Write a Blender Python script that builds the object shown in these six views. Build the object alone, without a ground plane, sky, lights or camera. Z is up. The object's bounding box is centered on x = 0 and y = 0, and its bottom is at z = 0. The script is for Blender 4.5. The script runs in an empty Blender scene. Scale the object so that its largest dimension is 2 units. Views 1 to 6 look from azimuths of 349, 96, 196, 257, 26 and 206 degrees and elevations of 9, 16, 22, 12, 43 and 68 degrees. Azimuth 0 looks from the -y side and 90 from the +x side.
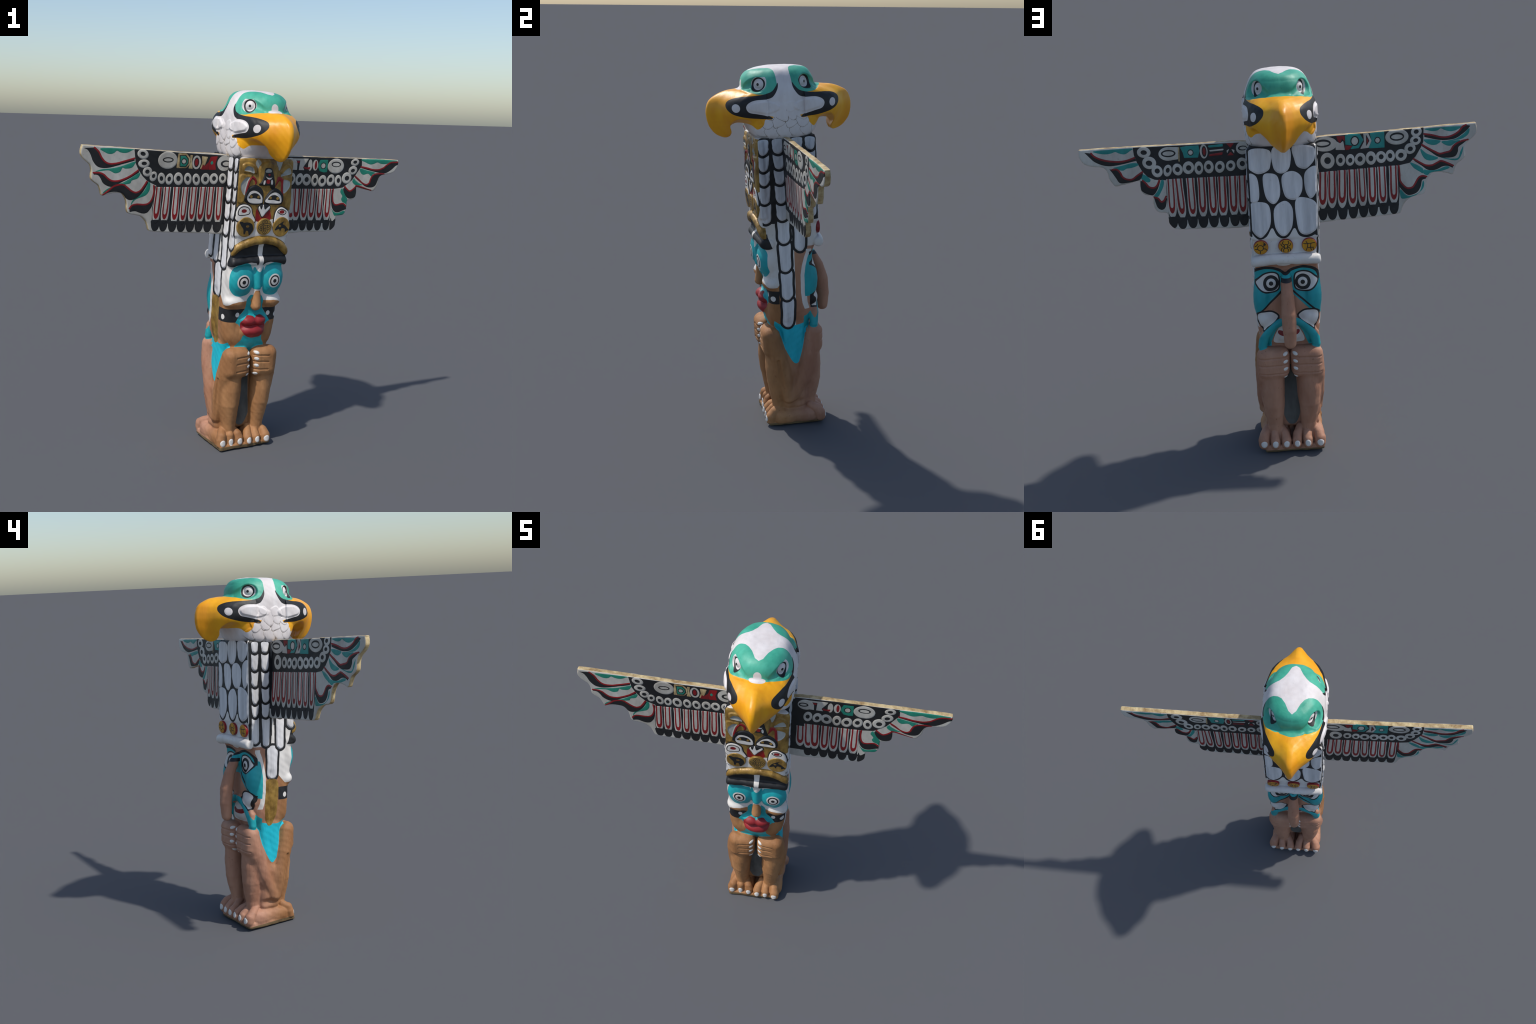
"""Painted, carved thunderbird totem pole.

Everything is modelled in the pole's own upright frame (u to its left wing tip on the
right-hand side, v to the back, w up); a parent Empty leans and turns it into the world.
Carved volumes are signed-distance solids turned into meshes; paint areas are regions cut
out of those meshes along smooth outlines, each with its own material.
"""
import bpy
import math
import numpy as np
from mathutils import Matrix

rng = np.random.default_rng(7)

# ----------------------------------------------------------------------------------
# signed distance helpers (open numpy grids in, array out)
# ----------------------------------------------------------------------------------


def smin(a, b, k):
    if k <= 0:
        return np.minimum(a, b)
    h = np.clip(0.5 + 0.5 * (b - a) / k, 0, 1)
    return b + (a - b) * h - k * h * (1 - h)


def smax(a, b, k):
    return -smin(-a, -b, k)


def ellipsoid(c, r):
    def f(u, v, w):
        x, y, z = u - c[0], v - c[1], w - c[2]
        k0 = np.sqrt((x / r[0]) ** 2 + (y / r[1]) ** 2 + (z / r[2]) ** 2)
        k1 = np.sqrt((x / r[0] ** 2) ** 2 + (y / r[1] ** 2) ** 2 + (z / r[2] ** 2) ** 2)
        return k0 * (k0 - 1) / np.maximum(k1, 1e-6)
    m = 0.03
    f.box = [(c[i] - r[i] - m, c[i] + r[i] + m) for i in range(3)]
    return f


def rounded_box(c, half, r):
    def f(u, v, w):
        q = [np.abs(u - c[0]) - half[0] + r, np.abs(v - c[1]) - half[1] + r, np.abs(w - c[2]) - half[2] + r]
        out = np.sqrt(sum(np.maximum(x, 0) ** 2 for x in q))
        return out + np.minimum(np.maximum(np.maximum(q[0], q[1]), q[2]), 0) - r
    m = 0.03
    f.box = [(c[i] - half[i] - m, c[i] + half[i] + m) for i in range(3)]
    return f


def tube(points, radii, squash=(1, 1, 1)):
    """chain of round cones through points; squash < 1 flattens along that axis"""
    P = np.array(points, float)
    s = np.array(squash, float)

    def f(u, v, w):
        d = None
        for i in range(len(P) - 1):
            a, b = P[i] / s, P[i + 1] / s
            ab = b - a
            x, y, z = u / s[0] - a[0], v / s[1] - a[1], w / s[2] - a[2]
            t = np.clip((x * ab[0] + y * ab[1] + z * ab[2]) / (ab @ ab), 0, 1)
            e = np.sqrt((x - t * ab[0]) ** 2 + (y - t * ab[1]) ** 2 + (z - t * ab[2]) ** 2)
            e = (e - (radii[i] + (radii[i + 1] - radii[i]) * t)) * s.min()
            d = e if d is None else np.minimum(d, e)
        return d
    m = 0.03
    R = max(radii)
    f.box = [(P[:, i].min() - R * s[i] - m, P[:, i].max() + R * s[i] + m) for i in range(3)]
    return f


def spline(pts, n=8, closed=True):
    """Catmull-Rom through control points"""
    P = np.array(pts, float)
    N = len(P)
    out = []
    for i in range(N if closed else N - 1):
        if closed:
            a, b, c, d = P[i - 1], P[i], P[(i + 1) % N], P[(i + 2) % N]
        else:
            a, b, c, d = P[max(i - 1, 0)], P[i], P[i + 1], P[min(i + 2, N - 1)]
        for t in np.arange(n) / n:
            out.append(0.5 * (2 * b + (c - a) * t + (2 * a - 5 * b + 4 * c - d) * t * t + (3 * b - a - 3 * c + d) * t ** 3))
    if not closed:
        out.append(P[-1])
    return np.array(out)


def table(xs, ys):
    """smooth interpolation through a profile table"""
    c = spline(list(zip(xs, ys)), 10, False)
    cx, cy = np.maximum.accumulate(c[:, 0]), c[:, 1]
    return lambda x: np.interp(x, cx, cy)


def poly_sdf(P):
    """exact signed distance to a closed 2D polygon, negative inside"""
    A = np.array(P, float)
    B = np.roll(A, -1, 0)

    def f(x, y):
        shp = np.broadcast(x, y).shape
        d2 = np.full(shp, 1e9)
        inside = np.zeros(shp, bool)
        for (ax, ay), (bx, by) in zip(A, B):
            ex, ey = bx - ax, by - ay
            L = ex * ex + ey * ey
            if L < 1e-14:
                continue
            t = np.clip(((x - ax) * ex + (y - ay) * ey) / L, 0, 1)
            d2 = np.minimum(d2, (x - ax - t * ex) ** 2 + (y - ay - t * ey) ** 2)
            if ay != by:
                cross = ((ay > y) != (by > y)) & (x < (bx - ax) * (y - ay) / (by - ay) + ax)
                inside = inside ^ cross
        return np.where(inside, -1, 1) * np.sqrt(d2)
    f.lo, f.hi = A.min(0), A.max(0)
    return f


def line_sdf(P, width):
    A = np.array(P, float)

    def f(x, y):
        d2 = np.full(np.broadcast(x, y).shape, 1e9)
        for (ax, ay), (bx, by) in zip(A[:-1], A[1:]):
            ex, ey = bx - ax, by - ay
            L = max(ex * ex + ey * ey, 1e-14)
            t = np.clip(((x - ax) * ex + (y - ay) * ey) / L, 0, 1)
            d2 = np.minimum(d2, (x - ax - t * ex) ** 2 + (y - ay - t * ey) ** 2)
        return np.sqrt(d2) - width / 2
    f.lo, f.hi = A.min(0) - width, A.max(0) + width
    return f


def oval_sdf(cx, cy, rx, ry, tilt=0.0):
    c, s = math.cos(tilt), math.sin(tilt)

    def f(x, y):
        dx, dy = x - cx, y - cy
        a, b = dx * c + dy * s, -dx * s + dy * c
        return (np.sqrt((a / rx) ** 2 + (b / ry) ** 2) - 1) * min(rx, ry)
    R = max(rx, ry)
    f.lo, f.hi = np.array([cx - R, cy - R]), np.array([cx + R, cy + R])
    return f


def grown(f, d):
    def g(x, y):
        return f(x, y) - d
    g.lo, g.hi = f.lo - d, f.hi + d
    return g


def smooth_patch(pts, n=6):
    return poly_sdf(spline(pts, n))


def mirrored(pts):
    return [(-a, b) for a, b in pts]


# ----------------------------------------------------------------------------------
# solid grid -> mesh
# ----------------------------------------------------------------------------------


class Solid:
    def __init__(self, lo, hi, h):
        self.h = h
        self.o = np.array(lo, float)
        self.n = np.ceil((np.array(hi) - self.o) / h).astype(int) + 1
        self.ax = [(self.o[i] + h * np.arange(self.n[i])) for i in range(3)]
        self.D = np.full(self.n, 1.0, np.float32)

    def _block(self, box):
        sl = []
        for i in range(3):
            if box is None:
                sl.append(slice(0, self.n[i]))
            else:
                a = int(np.clip(np.floor((box[i][0] - self.o[i]) / self.h), 0, self.n[i]))
                b = int(np.clip(np.ceil((box[i][1] - self.o[i]) / self.h) + 1, 0, self.n[i]))
                sl.append(slice(a, b))
        g = (self.ax[0][sl[0]][:, None, None], self.ax[1][sl[1]][None, :, None], self.ax[2][sl[2]][None, None, :])
        return tuple(sl), g

    def _apply(self, f, k, box, op):
        sl, g = self._block(box or getattr(f, 'box', None))
        if any(s.stop <= s.start for s in sl):
            return
        d = np.broadcast_to(f(*g), self.D[sl].shape).astype(np.float32)
        self.D[sl] = op(self.D[sl], d, k)

    def add(self, f, k=0.0, box=None):
        self._apply(f, k, box, smin)

    def cut(self, f, k=0.0, box=None):
        self._apply(f, k, box, lambda a, b, kk: smax(a, -b, kk))

    def keep(self, f, k=0.0):
        self._apply(f, k, [(-9, 9)] * 3, smax)

    def sample(self, P):
        q = (P - self.o) / self.h
        i = np.clip(np.floor(q).astype(int), 0, self.n - 2)
        t = q - i
        r = 0
        for dx in (0, 1):
            for dy in (0, 1):
                for dz in (0, 1):
                    wgt = (t[:, 0] if dx else 1 - t[:, 0]) * (t[:, 1] if dy else 1 - t[:, 1]) * (t[:, 2] if dz else 1 - t[:, 2])
                    r = r + wgt * self.D[i[:, 0] + dx, i[:, 1] + dy, i[:, 2] + dz]
        return r

    def mesh(self):
        D = self.D
        # nothing may touch the grid's rim
        for a in range(3):
            idx = [slice(None)] * 3
            for e in (0, -1):
                idx[a] = e
                D[tuple(idx)] = np.maximum(D[tuple(idx)], 1e-3)
        s = D < 0
        corners = [(a, b, c) for a in (0, 1) for b in (0, 1) for c in (0, 1)]
        nx, ny, nz = D.shape
        cnt = sum(s[a:nx - 1 + a, b:ny - 1 + b, c:nz - 1 + c].astype(np.uint8) for a, b, c in corners)
        cells = np.argwhere((cnt > 0) & (cnt < 8))
        ids = np.full((nx - 1, ny - 1, nz - 1), -1, np.int32)
        ids[tuple(cells.T)] = np.arange(len(cells))
        acc = np.zeros((len(cells), 3))
        num = np.zeros(len(cells))
        for a in corners:
            for ax in range(3):
                if a[ax]:
                    continue
                b = list(a)
                b[ax] = 1
                d0 = D[tuple((cells + a).T)].astype(float)
                d1 = D[tuple((cells + b).T)].astype(float)
                m = (d0 < 0) != (d1 < 0)
                t = np.where(m, d0 / np.where(m, d0 - d1, 1), 0)
                p = np.array(a)[None] + t[:, None] * (np.array(b) - np.array(a))[None]
                acc[m] += p[m]
                num[m] += 1
        V = self.o + self.h * (cells + acc / num[:, None])
        quads = []
        for ax in range(3):
            o1, o2 = (ax + 1) % 3, (ax + 2) % 3
            lo = [slice(None)] * 3
            hi = [slice(None)] * 3
            lo[ax], hi[ax] = slice(0, -1), slice(1, None)
            ch = s[tuple(lo)] != s[tuple(hi)]
            e = np.argwhere(ch)
            e = e[(e[:, o1] > 0) & (e[:, o2] > 0) & (e[:, o1] < D.shape[o1] - 1) & (e[:, o2] < D.shape[o2] - 1)]
            q = []
            for d1, d2 in ((-1, -1), (0, -1), (0, 0), (-1, 0)):
                c = e.copy()
                c[:, o1] += d1
                c[:, o2] += d2
                q.append(ids[tuple(c.T)])
            q = np.stack(q, 1)
            out = s[tuple(e.T)]
            q[~out] = q[~out][:, ::-1]
            quads.append(q)
        Q = np.concatenate(quads)
        Q = Q[(Q >= 0).all(1)]
        # pull onto the surface
        for _ in range(3):
            d = self.sample(V)
            g = np.stack([(self.sample(V + e) - self.sample(V - e)) for e in np.eye(3) * self.h * 0.5], 1) / self.h
            V = V - np.clip(d / np.maximum((g ** 2).sum(1), 0.05), -0.5 * self.h, 0.5 * self.h)[:, None] * g * 0.8
        d1 = ((V[Q[:, 0]] - V[Q[:, 2]]) ** 2).sum(1)
        d2 = ((V[Q[:, 1]] - V[Q[:, 3]]) ** 2).sum(1)
        short = (d1 <= d2)[:, None]
        T = np.concatenate([np.where(short, Q[:, [0, 1, 2]], Q[:, [0, 1, 3]]), np.where(short, Q[:, [0, 2, 3]], Q[:, [1, 2, 3]])])
        return V, T


# ----------------------------------------------------------------------------------
# painted skin: regions cut out of a mesh along outlines
# ----------------------------------------------------------------------------------


class Skin:
    def __init__(self, V, T, name, material):
        self.V, self.T = V, T.astype(np.int64)
        self.reg = np.zeros(len(T), np.int32)
        self.parts = [(name, material)]
        self.relief = []
        self.keys = {}

    def region(self, name, material, key=None):
        if key is not None and key in self.keys:
            return self.keys[key]
        self.parts.append((name, material))
        if key is not None:
            self.keys[key] = len(self.parts) - 1
        return len(self.parts) - 1

    def _cand(self, box):
        V = self.V
        m = np.ones(len(V), bool)
        for i in range(3):
            if box[i] is not None:
                m &= (V[:, i] >= box[i][0]) & (V[:, i] <= box[i][1])
        return m

    def refine(self, box):
        """split the triangles in a box in four, for finer paint edges"""
        m = self._cand(box)
        c = m[self.T].all(1)
        t = self.T[c]
        E = np.sort(np.concatenate([t[:, [0, 1]], t[:, [1, 2]], t[:, [2, 0]]]), 1)
        uq, inv = np.unique(E[:, 0] * (len(self.V) + 1) + E[:, 1], return_inverse=True)
        first = np.zeros(len(uq), np.int64)
        first[inv] = np.arange(len(inv))
        mid = self.V[E[first]].mean(1)
        k = inv.reshape(3, -1).T + len(self.V)
        new = np.concatenate([np.stack([t[:, 0], k[:, 0], k[:, 2]], 1), np.stack([k[:, 0], t[:, 1], k[:, 1]], 1), np.stack([k[:, 2], k[:, 1], t[:, 2]], 1), k])
        r = np.tile(self.reg[c], 4)
        self.V = np.concatenate([self.V, mid])
        self.T = np.concatenate([self.T[~c], new])
        self.reg = np.concatenate([self.reg[~c], r])

    def paint(self, name, material, fn, box, key=None, lift=0.0, soft=0.006, only=None, ramp=None):
        """fn(V) < 0 inside; box limits candidates; lift raises the area"""
        rid = self.region(name, material, key)
        if lift:
            self.relief.append((fn, box, lift, soft, ramp))
        vm = self._cand(box)
        cand = vm[self.T].all(1)
        if only is not None:
            cand &= np.isin(self.reg, only)
        if not cand.any():
            return rid
        ci = np.nonzero(cand)[0]
        t = self.T[ci]
        used = np.unique(t)
        f = np.full(len(self.V), 1.0)
        val = fn(self.V[used])
        val[np.abs(val) < 2e-5] = 2e-5
        f[used] = val
        s = f[t] < 0
        n = s.sum(1)
        self.reg[ci[n == 3]] = rid
        mi = np.nonzero((n == 1) | (n == 2))[0]
        if len(mi) == 0:
            return rid
        tm, sm, nm = t[mi], s[mi], n[mi]
        lone = np.where(nm == 1, sm.argmax(1), (~sm).argmax(1))
        ar = np.arange(len(mi))
        a, b, c = tm[ar, lone], tm[ar, (lone + 1) % 3], tm[ar, (lone + 2) % 3]
        E = np.sort(np.concatenate([np.stack([a, b], 1), np.stack([a, c], 1)]), 1)
        uq, first, inv = np.unique(E[:, 0] * (len(self.V) + 1) + E[:, 1], return_index=True, return_inverse=True)
        e = E[first]
        f0, f1 = f[e[:, 0]], f[e[:, 1]]
        tt = np.clip(f0 / (f0 - f1), 0.02, 0.98)
        newV = self.V[e[:, 0]] * (1 - tt)[:, None] + self.V[e[:, 1]] * tt[:, None]
        base = len(self.V)
        self.V = np.concatenate([self.V, newV])
        k = inv.reshape(2, -1) + base
        ab, ac = k[0], k[1]
        old = self.reg[ci[mi]]
        r_lone = np.where(nm == 1, rid, old)
        r_pair = np.where(nm == 1, old, rid)
        keep = np.ones(len(self.T), bool)
        keep[ci[mi]] = False
        self.T = np.concatenate([self.T[keep], np.stack([a, ab, ac], 1), np.stack([ab, b, c], 1), np.stack([ab, c, ac], 1)])
        self.reg = np.concatenate([self.reg[keep], r_lone, r_pair, r_pair])
        return rid

    # projections (corner=True keeps paint on its own side of the post's arris)
    @staticmethod
    def arris(V):
        return (np.abs(V[:, 1]) - .160) - (np.abs(V[:, 0]) - .168)

    def front(self, name, material, f2, vmax=-0.05, corner=False, **kw):
        m = 0.008
        fn = (lambda V: np.maximum(f2(V[:, 0], V[:, 2]), -self.arris(V))) if corner else (lambda V: f2(V[:, 0], V[:, 2]))
        return self.paint(name, material, fn,
                          [(f2.lo[0] - m, f2.hi[0] + m), (-9, vmax), (f2.lo[1] - m, f2.hi[1] + m)], **kw)

    def back(self, name, material, f2, vmin=0.05, corner=False, **kw):
        m = 0.008
        fn = (lambda V: np.maximum(f2(V[:, 0], V[:, 2]), -self.arris(V))) if corner else (lambda V: f2(V[:, 0], V[:, 2]))
        return self.paint(name, material, fn,
                          [(f2.lo[0] - m, f2.hi[0] + m), (vmin, 9), (f2.lo[1] - m, f2.hi[1] + m)], **kw)

    def side(self, name, material, f2, sign, umin=0.09, corner=False, **kw):
        m = 0.008
        fn = (lambda V: np.maximum(f2(V[:, 1], V[:, 2]), self.arris(V))) if corner else (lambda V: f2(V[:, 1], V[:, 2]))
        ub = (umin, 9) if sign > 0 else (-9, -umin)
        return self.paint(name, material, fn,
                          [ub, (f2.lo[0] - m, f2.hi[0] + m), (f2.lo[1] - m, f2.hi[1] + m)], **kw)

    # output ------------------------------------------------------------------
    def normals(self, V):
        t = self.T
        n = np.cross(V[t[:, 1]] - V[t[:, 0]], V[t[:, 2]] - V[t[:, 0]])
        N = np.zeros_like(V)
        for i in range(3):
            for j in range(3):
                N[:, j] += np.bincount(t[:, i], n[:, j], len(V))
        return N / np.maximum(np.linalg.norm(N, axis=1, keepdims=True), 1e-12)

    def sculpt(self, extra=None):
        N = self.normals(self.V)
        h = np.zeros(len(self.V))
        for fn, box, lift, soft, ramp in self.relief:
            m = np.nonzero(self._cand(box))[0]
            if len(m):
                t = np.clip(-fn(self.V[m]) / soft, 0, 1)
                a = lift * t * t * (3 - 2 * t)
                if ramp:  # shingles: flush at the top edge, proud at the tip
                    a = a * np.interp(self.V[m, 2], [ramp[1], ramp[0]], [1, .12])
                h[m] += a
        if extra is not None:
            h += extra(self.V, N)
        self.V = self.V + N * h[:, None]

    def split(self, classify):
        """move triangles of region rid to named sub-regions: classify(centres, reg) -> list of (mask, name, mat)"""
        C = self.V[self.T].mean(1)
        for mask, name, mat in classify(C, self.reg):
            if mask.any():
                self.reg[mask] = self.region(name, mat)

    def build(self, parents):
        """parents: dict of part name -> parent object name ('' for the pole)"""
        N = self.normals(self.V)
        objs = {}
        order = np.argsort(self.reg, kind='stable')
        regs, start = np.unique(self.reg[order], return_index=True)
        end = list(start[1:]) + [len(order)]
        for r, a, b in zip(regs, start, end):
            t = self.T[order[a:b]]
            used, inv = np.unique(t, return_inverse=True)
            if len(t) < 4:
                continue
            name, mat = self.parts[r]
            ob = make_object(name, self.V[used], inv.reshape(-1, 3), mat, N[used])
            objs.setdefault(name, []).append(ob)
        return objs


ALL = []


def make_object(name, V, T, mat, N=None):
    me = bpy.data.meshes.new(name)
    me.vertices.add(len(V))
    me.vertices.foreach_set('co', np.ascontiguousarray(V, np.float32).ravel())
    me.loops.add(T.size)
    me.loops.foreach_set('vertex_index', T.astype(np.int32).ravel())
    me.polygons.add(len(T))
    me.polygons.foreach_set('loop_start', np.arange(0, T.size, 3, dtype=np.int32))
    me.update(calc_edges=True)
    me.shade_smooth()
    if N is not None:
        me.normals_split_custom_set_from_vertices(N.tolist())
    me.materials.append(MAT[mat])
    ob = bpy.data.objects.new(name, me)
    bpy.context.scene.collection.objects.link(ob)
    ALL.append(ob)
    return ob


# ----------------------------------------------------------------------------------
# materials
# ----------------------------------------------------------------------------------


def lin(c):
    return tuple(((x / 255) / 12.92 if x / 255 <= 0.04045 else ((x / 255 + 0.055) / 1.055) ** 2.4) for x in c) + (1,)


def paint_material(name, base, worn, rough=0.5, scale=9.0, grain=(1, 1, 0.35), speck=0.0, speck_col=(60, 50, 40),
                   bump=0.15, metallic=0.0, coat=0.0, contrast=(0.35, 0.7), rear=None):
    m = bpy.data.materials.new(name)
    m.use_nodes = True
    nt = m.node_tree
    nd, ln = nt.nodes, nt.links
    bsdf = nd['Principled BSDF']
    tc = nd.new('ShaderNodeTexCoord')
    mp = nd.new('ShaderNodeMapping')
    mp.inputs['Scale'].default_value = grain
    ln.new(tc.outputs['Object'], mp.inputs['Vector'])
    n1 = nd.new('ShaderNodeTexNoise')
    n1.inputs['Scale'].default_value = scale
    n1.inputs['Detail'].default_value = 6
    n1.inputs['Roughness'].default_value = 0.62
    ln.new(mp.outputs['Vector'], n1.inputs['Vector'])
    ramp = nd.new('ShaderNodeValToRGB')
    ramp.color_ramp.elements[0].position = contrast[0]
    ramp.color_ramp.elements[0].color = lin(worn)
    ramp.color_ramp.elements[1].position = contrast[1]
    ramp.color_ramp.elements[1].color = lin(base)
    ln.new(n1.outputs['Fac'], ramp.inputs['Fac'])
    col = ramp.outputs['Color']
    if rear:
        # hue shifts along Y from ochre in front to pinkish brown behind
        sp = nd.new('ShaderNodeSeparateXYZ')
        ln.new(tc.outputs['Object'], sp.inputs['Vector'])
        mr = nd.new('ShaderNodeMapRange')
        mr.inputs['From Min'].default_value = -.07
        mr.inputs['From Max'].default_value = .07
        ln.new(sp.outputs['Y'], mr.inputs['Value'])
        rr = nd.new('ShaderNodeValToRGB')
        rr.color_ramp.elements[0].position = contrast[0]
        rr.color_ramp.elements[0].color = lin(rear[1])
        rr.color_ramp.elements[1].position = contrast[1]
        rr.color_ramp.elements[1].color = lin(rear[0])
        ln.new(n1.outputs['Fac'], rr.inputs['Fac'])
        mm = nd.new('ShaderNodeMix')
        mm.data_type = 'RGBA'
        ln.new(mr.outputs['Result'], mm.inputs['Factor'])
        ln.new(col, mm.inputs['A'])
        ln.new(rr.outputs['Color'], mm.inputs['B'])
        col = mm.outputs['Result']
    if speck:
        n2 = nd.new('ShaderNodeTexNoise')
        n2.inputs['Scale'].default_value = 75
        n2.inputs['Detail'].default_value = 3
        ln.new(tc.outputs['Object'], n2.inputs['Vector'])
        r2 = nd.new('ShaderNodeValToRGB')
        r2.color_ramp.elements[0].position = 0.66
        r2.color_ramp.elements[0].color = (0, 0, 0, 1)
        r2.color_ramp.elements[1].position = 0.74
        r2.color_ramp.elements[1].color = (speck, speck, speck, 1)
        ln.new(n2.outputs['Fac'], r2.inputs['Fac'])
        mx = nd.new('ShaderNodeMix')
        mx.data_type = 'RGBA'
        ln.new(r2.outputs['Color'], mx.inputs['Factor'])
        ln.new(col, mx.inputs['A'])
        mx.inputs['B'].default_value = lin(speck_col)
        col = mx.outputs['Result']
    ln.new(col, bsdf.inputs['Base Color'])
    bsdf.inputs['Roughness'].default_value = rough
    bsdf.inputs['Metallic'].default_value = metallic
    bsdf.inputs['Coat Weight'].default_value = coat
    n3 = nd.new('ShaderNodeTexNoise')
    n3.inputs['Scale'].default_value = 55
    n3.inputs['Detail'].default_value = 5
    mp3 = nd.new('ShaderNodeMapping')
    mp3.inputs['Scale'].default_value = (1, 1, 0.3)
    ln.new(tc.outputs['Object'], mp3.inputs['Vector'])
    ln.new(mp3.outputs['Vector'], n3.inputs['Vector'])
    bp = nd.new('ShaderNodeBump')
    bp.inputs['Strength'].default_value = bump
    bp.inputs['Distance'].default_value = 0.006
    ln.new(n3.outputs['Fac'], bp.inputs['Height'])
    ln.new(bp.outputs['Normal'], bsdf.inputs['Normal'])
    MAT[name] = m
    return m


MAT = {}
paint_material('white', (226, 222, 216), (205, 199, 192), rough=0.5, speck=0.25, speck_col=(120, 110, 100))
paint_material('feather_white', (230, 228, 228), (186, 185, 186), rough=0.55, scale=26, grain=(1, 1, 0.07), speck=0.2, speck_col=(120, 112, 104), bump=0.35)
paint_material('board_white', (206, 202, 192), (168, 162, 152), rough=0.5, speck=0.35, speck_col=(120, 105, 85))
paint_material('head_white', (228, 223, 221), (206, 197, 194), rough=0.55, speck=0.15, speck_col=(130, 120, 110))
paint_material('scale_line', (150, 138, 124), (105, 92, 78), rough=0.6, scale=30)
paint_material('grey', (172, 176, 172), (135, 136, 132), rough=0.6)
paint_material('stone_grey', (110, 112, 108), (70, 70, 66), rough=0.8, bump=0.5)
paint_material('black', (30, 30, 32), (15, 15, 17), rough=0.55, speck=0.12, speck_col=(95, 95, 98))
paint_material('mint', (84, 186, 158), (52, 152, 126), rough=0.5, speck=0.2, speck_col=(20, 90, 75))
paint_material('turquoise', (28, 172, 178), (18, 144, 150), rough=0.5, speck=0.12, speck_col=(10, 90, 100))
paint_material('aqua', (24, 196, 214), (14, 170, 186), rough=0.55, bump=0.6, speck=0.25, speck_col=(10, 110, 125))
paint_material('back_teal', (38, 150, 142), (22, 118, 112), rough=0.42, speck=0.2, speck_col=(15, 70, 70))
paint_material('teal', (40, 142, 116), (22, 116, 98), rough=0.42, speck=0.2, speck_col=(15, 70, 60))
paint_material('yellow', (246, 180, 18), (226, 148, 8), rough=0.42, scale=6)
paint_material('red', (152, 18, 24), (112, 8, 14), rough=0.45)
paint_material('lip_red', (160, 38, 44), (122, 20, 26), rough=0.55)
paint_material('gold', (176, 140, 68), (108, 80, 30), rough=0.42, scale=22, grain=(1, 1, 0.6), bump=0.5, metallic=0.15)
paint_material('coin_yellow', (206, 150, 24), (172, 112, 12), rough=0.45, scale=20)
paint_material('skin', (180, 130, 84), (140, 94, 54), rough=0.68, bump=0.4, speck=0.4, speck_col=(100, 60, 30), scale=7, rear=((184, 138, 112), (154, 106, 82)))
paint_material('umber', (190, 140, 112), (160, 110, 82), rough=0.55, speck=0.35, speck_col=(90, 60, 45), scale=7)
paint_material('dark_umber', (70, 42, 24), (40, 22, 12), rough=0.7)
paint_material('cream', (208, 188, 142), (142, 114, 72), rough=0.6, scale=24, speck=0.5, speck_col=(95, 70, 40), grain=(1, 1, 1), bump=0.6)
paint_material('sole', (130, 108, 74), (90, 72, 46), rough=0.8, bump=0.5)

# ----------------------------------------------------------------------------------
# eagle head: two birds back to back
# ----------------------------------------------------------------------------------

BEAK_SIDE = [(.12, 1.897), (.19, 1.898), (.237, 1.895), (.286, 1.888), (.335, 1.869), (.370, 1.844), (.387, 1.808), (.389, 1.765),
             (.378, 1.715), (.350, 1.676), (.320, 1.656), (.296, 1.650), (.272, 1.658), (.267, 1.674), (.275, 1.698),
             (.265, 1.713), (.242, 1.721), (.2, 1.722), (.12, 1.722)]


def carving_noise(V, amp=0.0012):
    x, y, z = V.T
    return amp * (np.sin(31 * x + 17 * z + 1.3) * np.sin(27 * y - 11 * z) + 0.6 * np.sin(63 * x - 41 * y + 35 * z) * np.sin(47 * y + 29 * x + 2)
                  + 0.4 * np.sin(120 * x + 90 * z) * np.sin(110 * y - 70 * z + 1))


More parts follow.
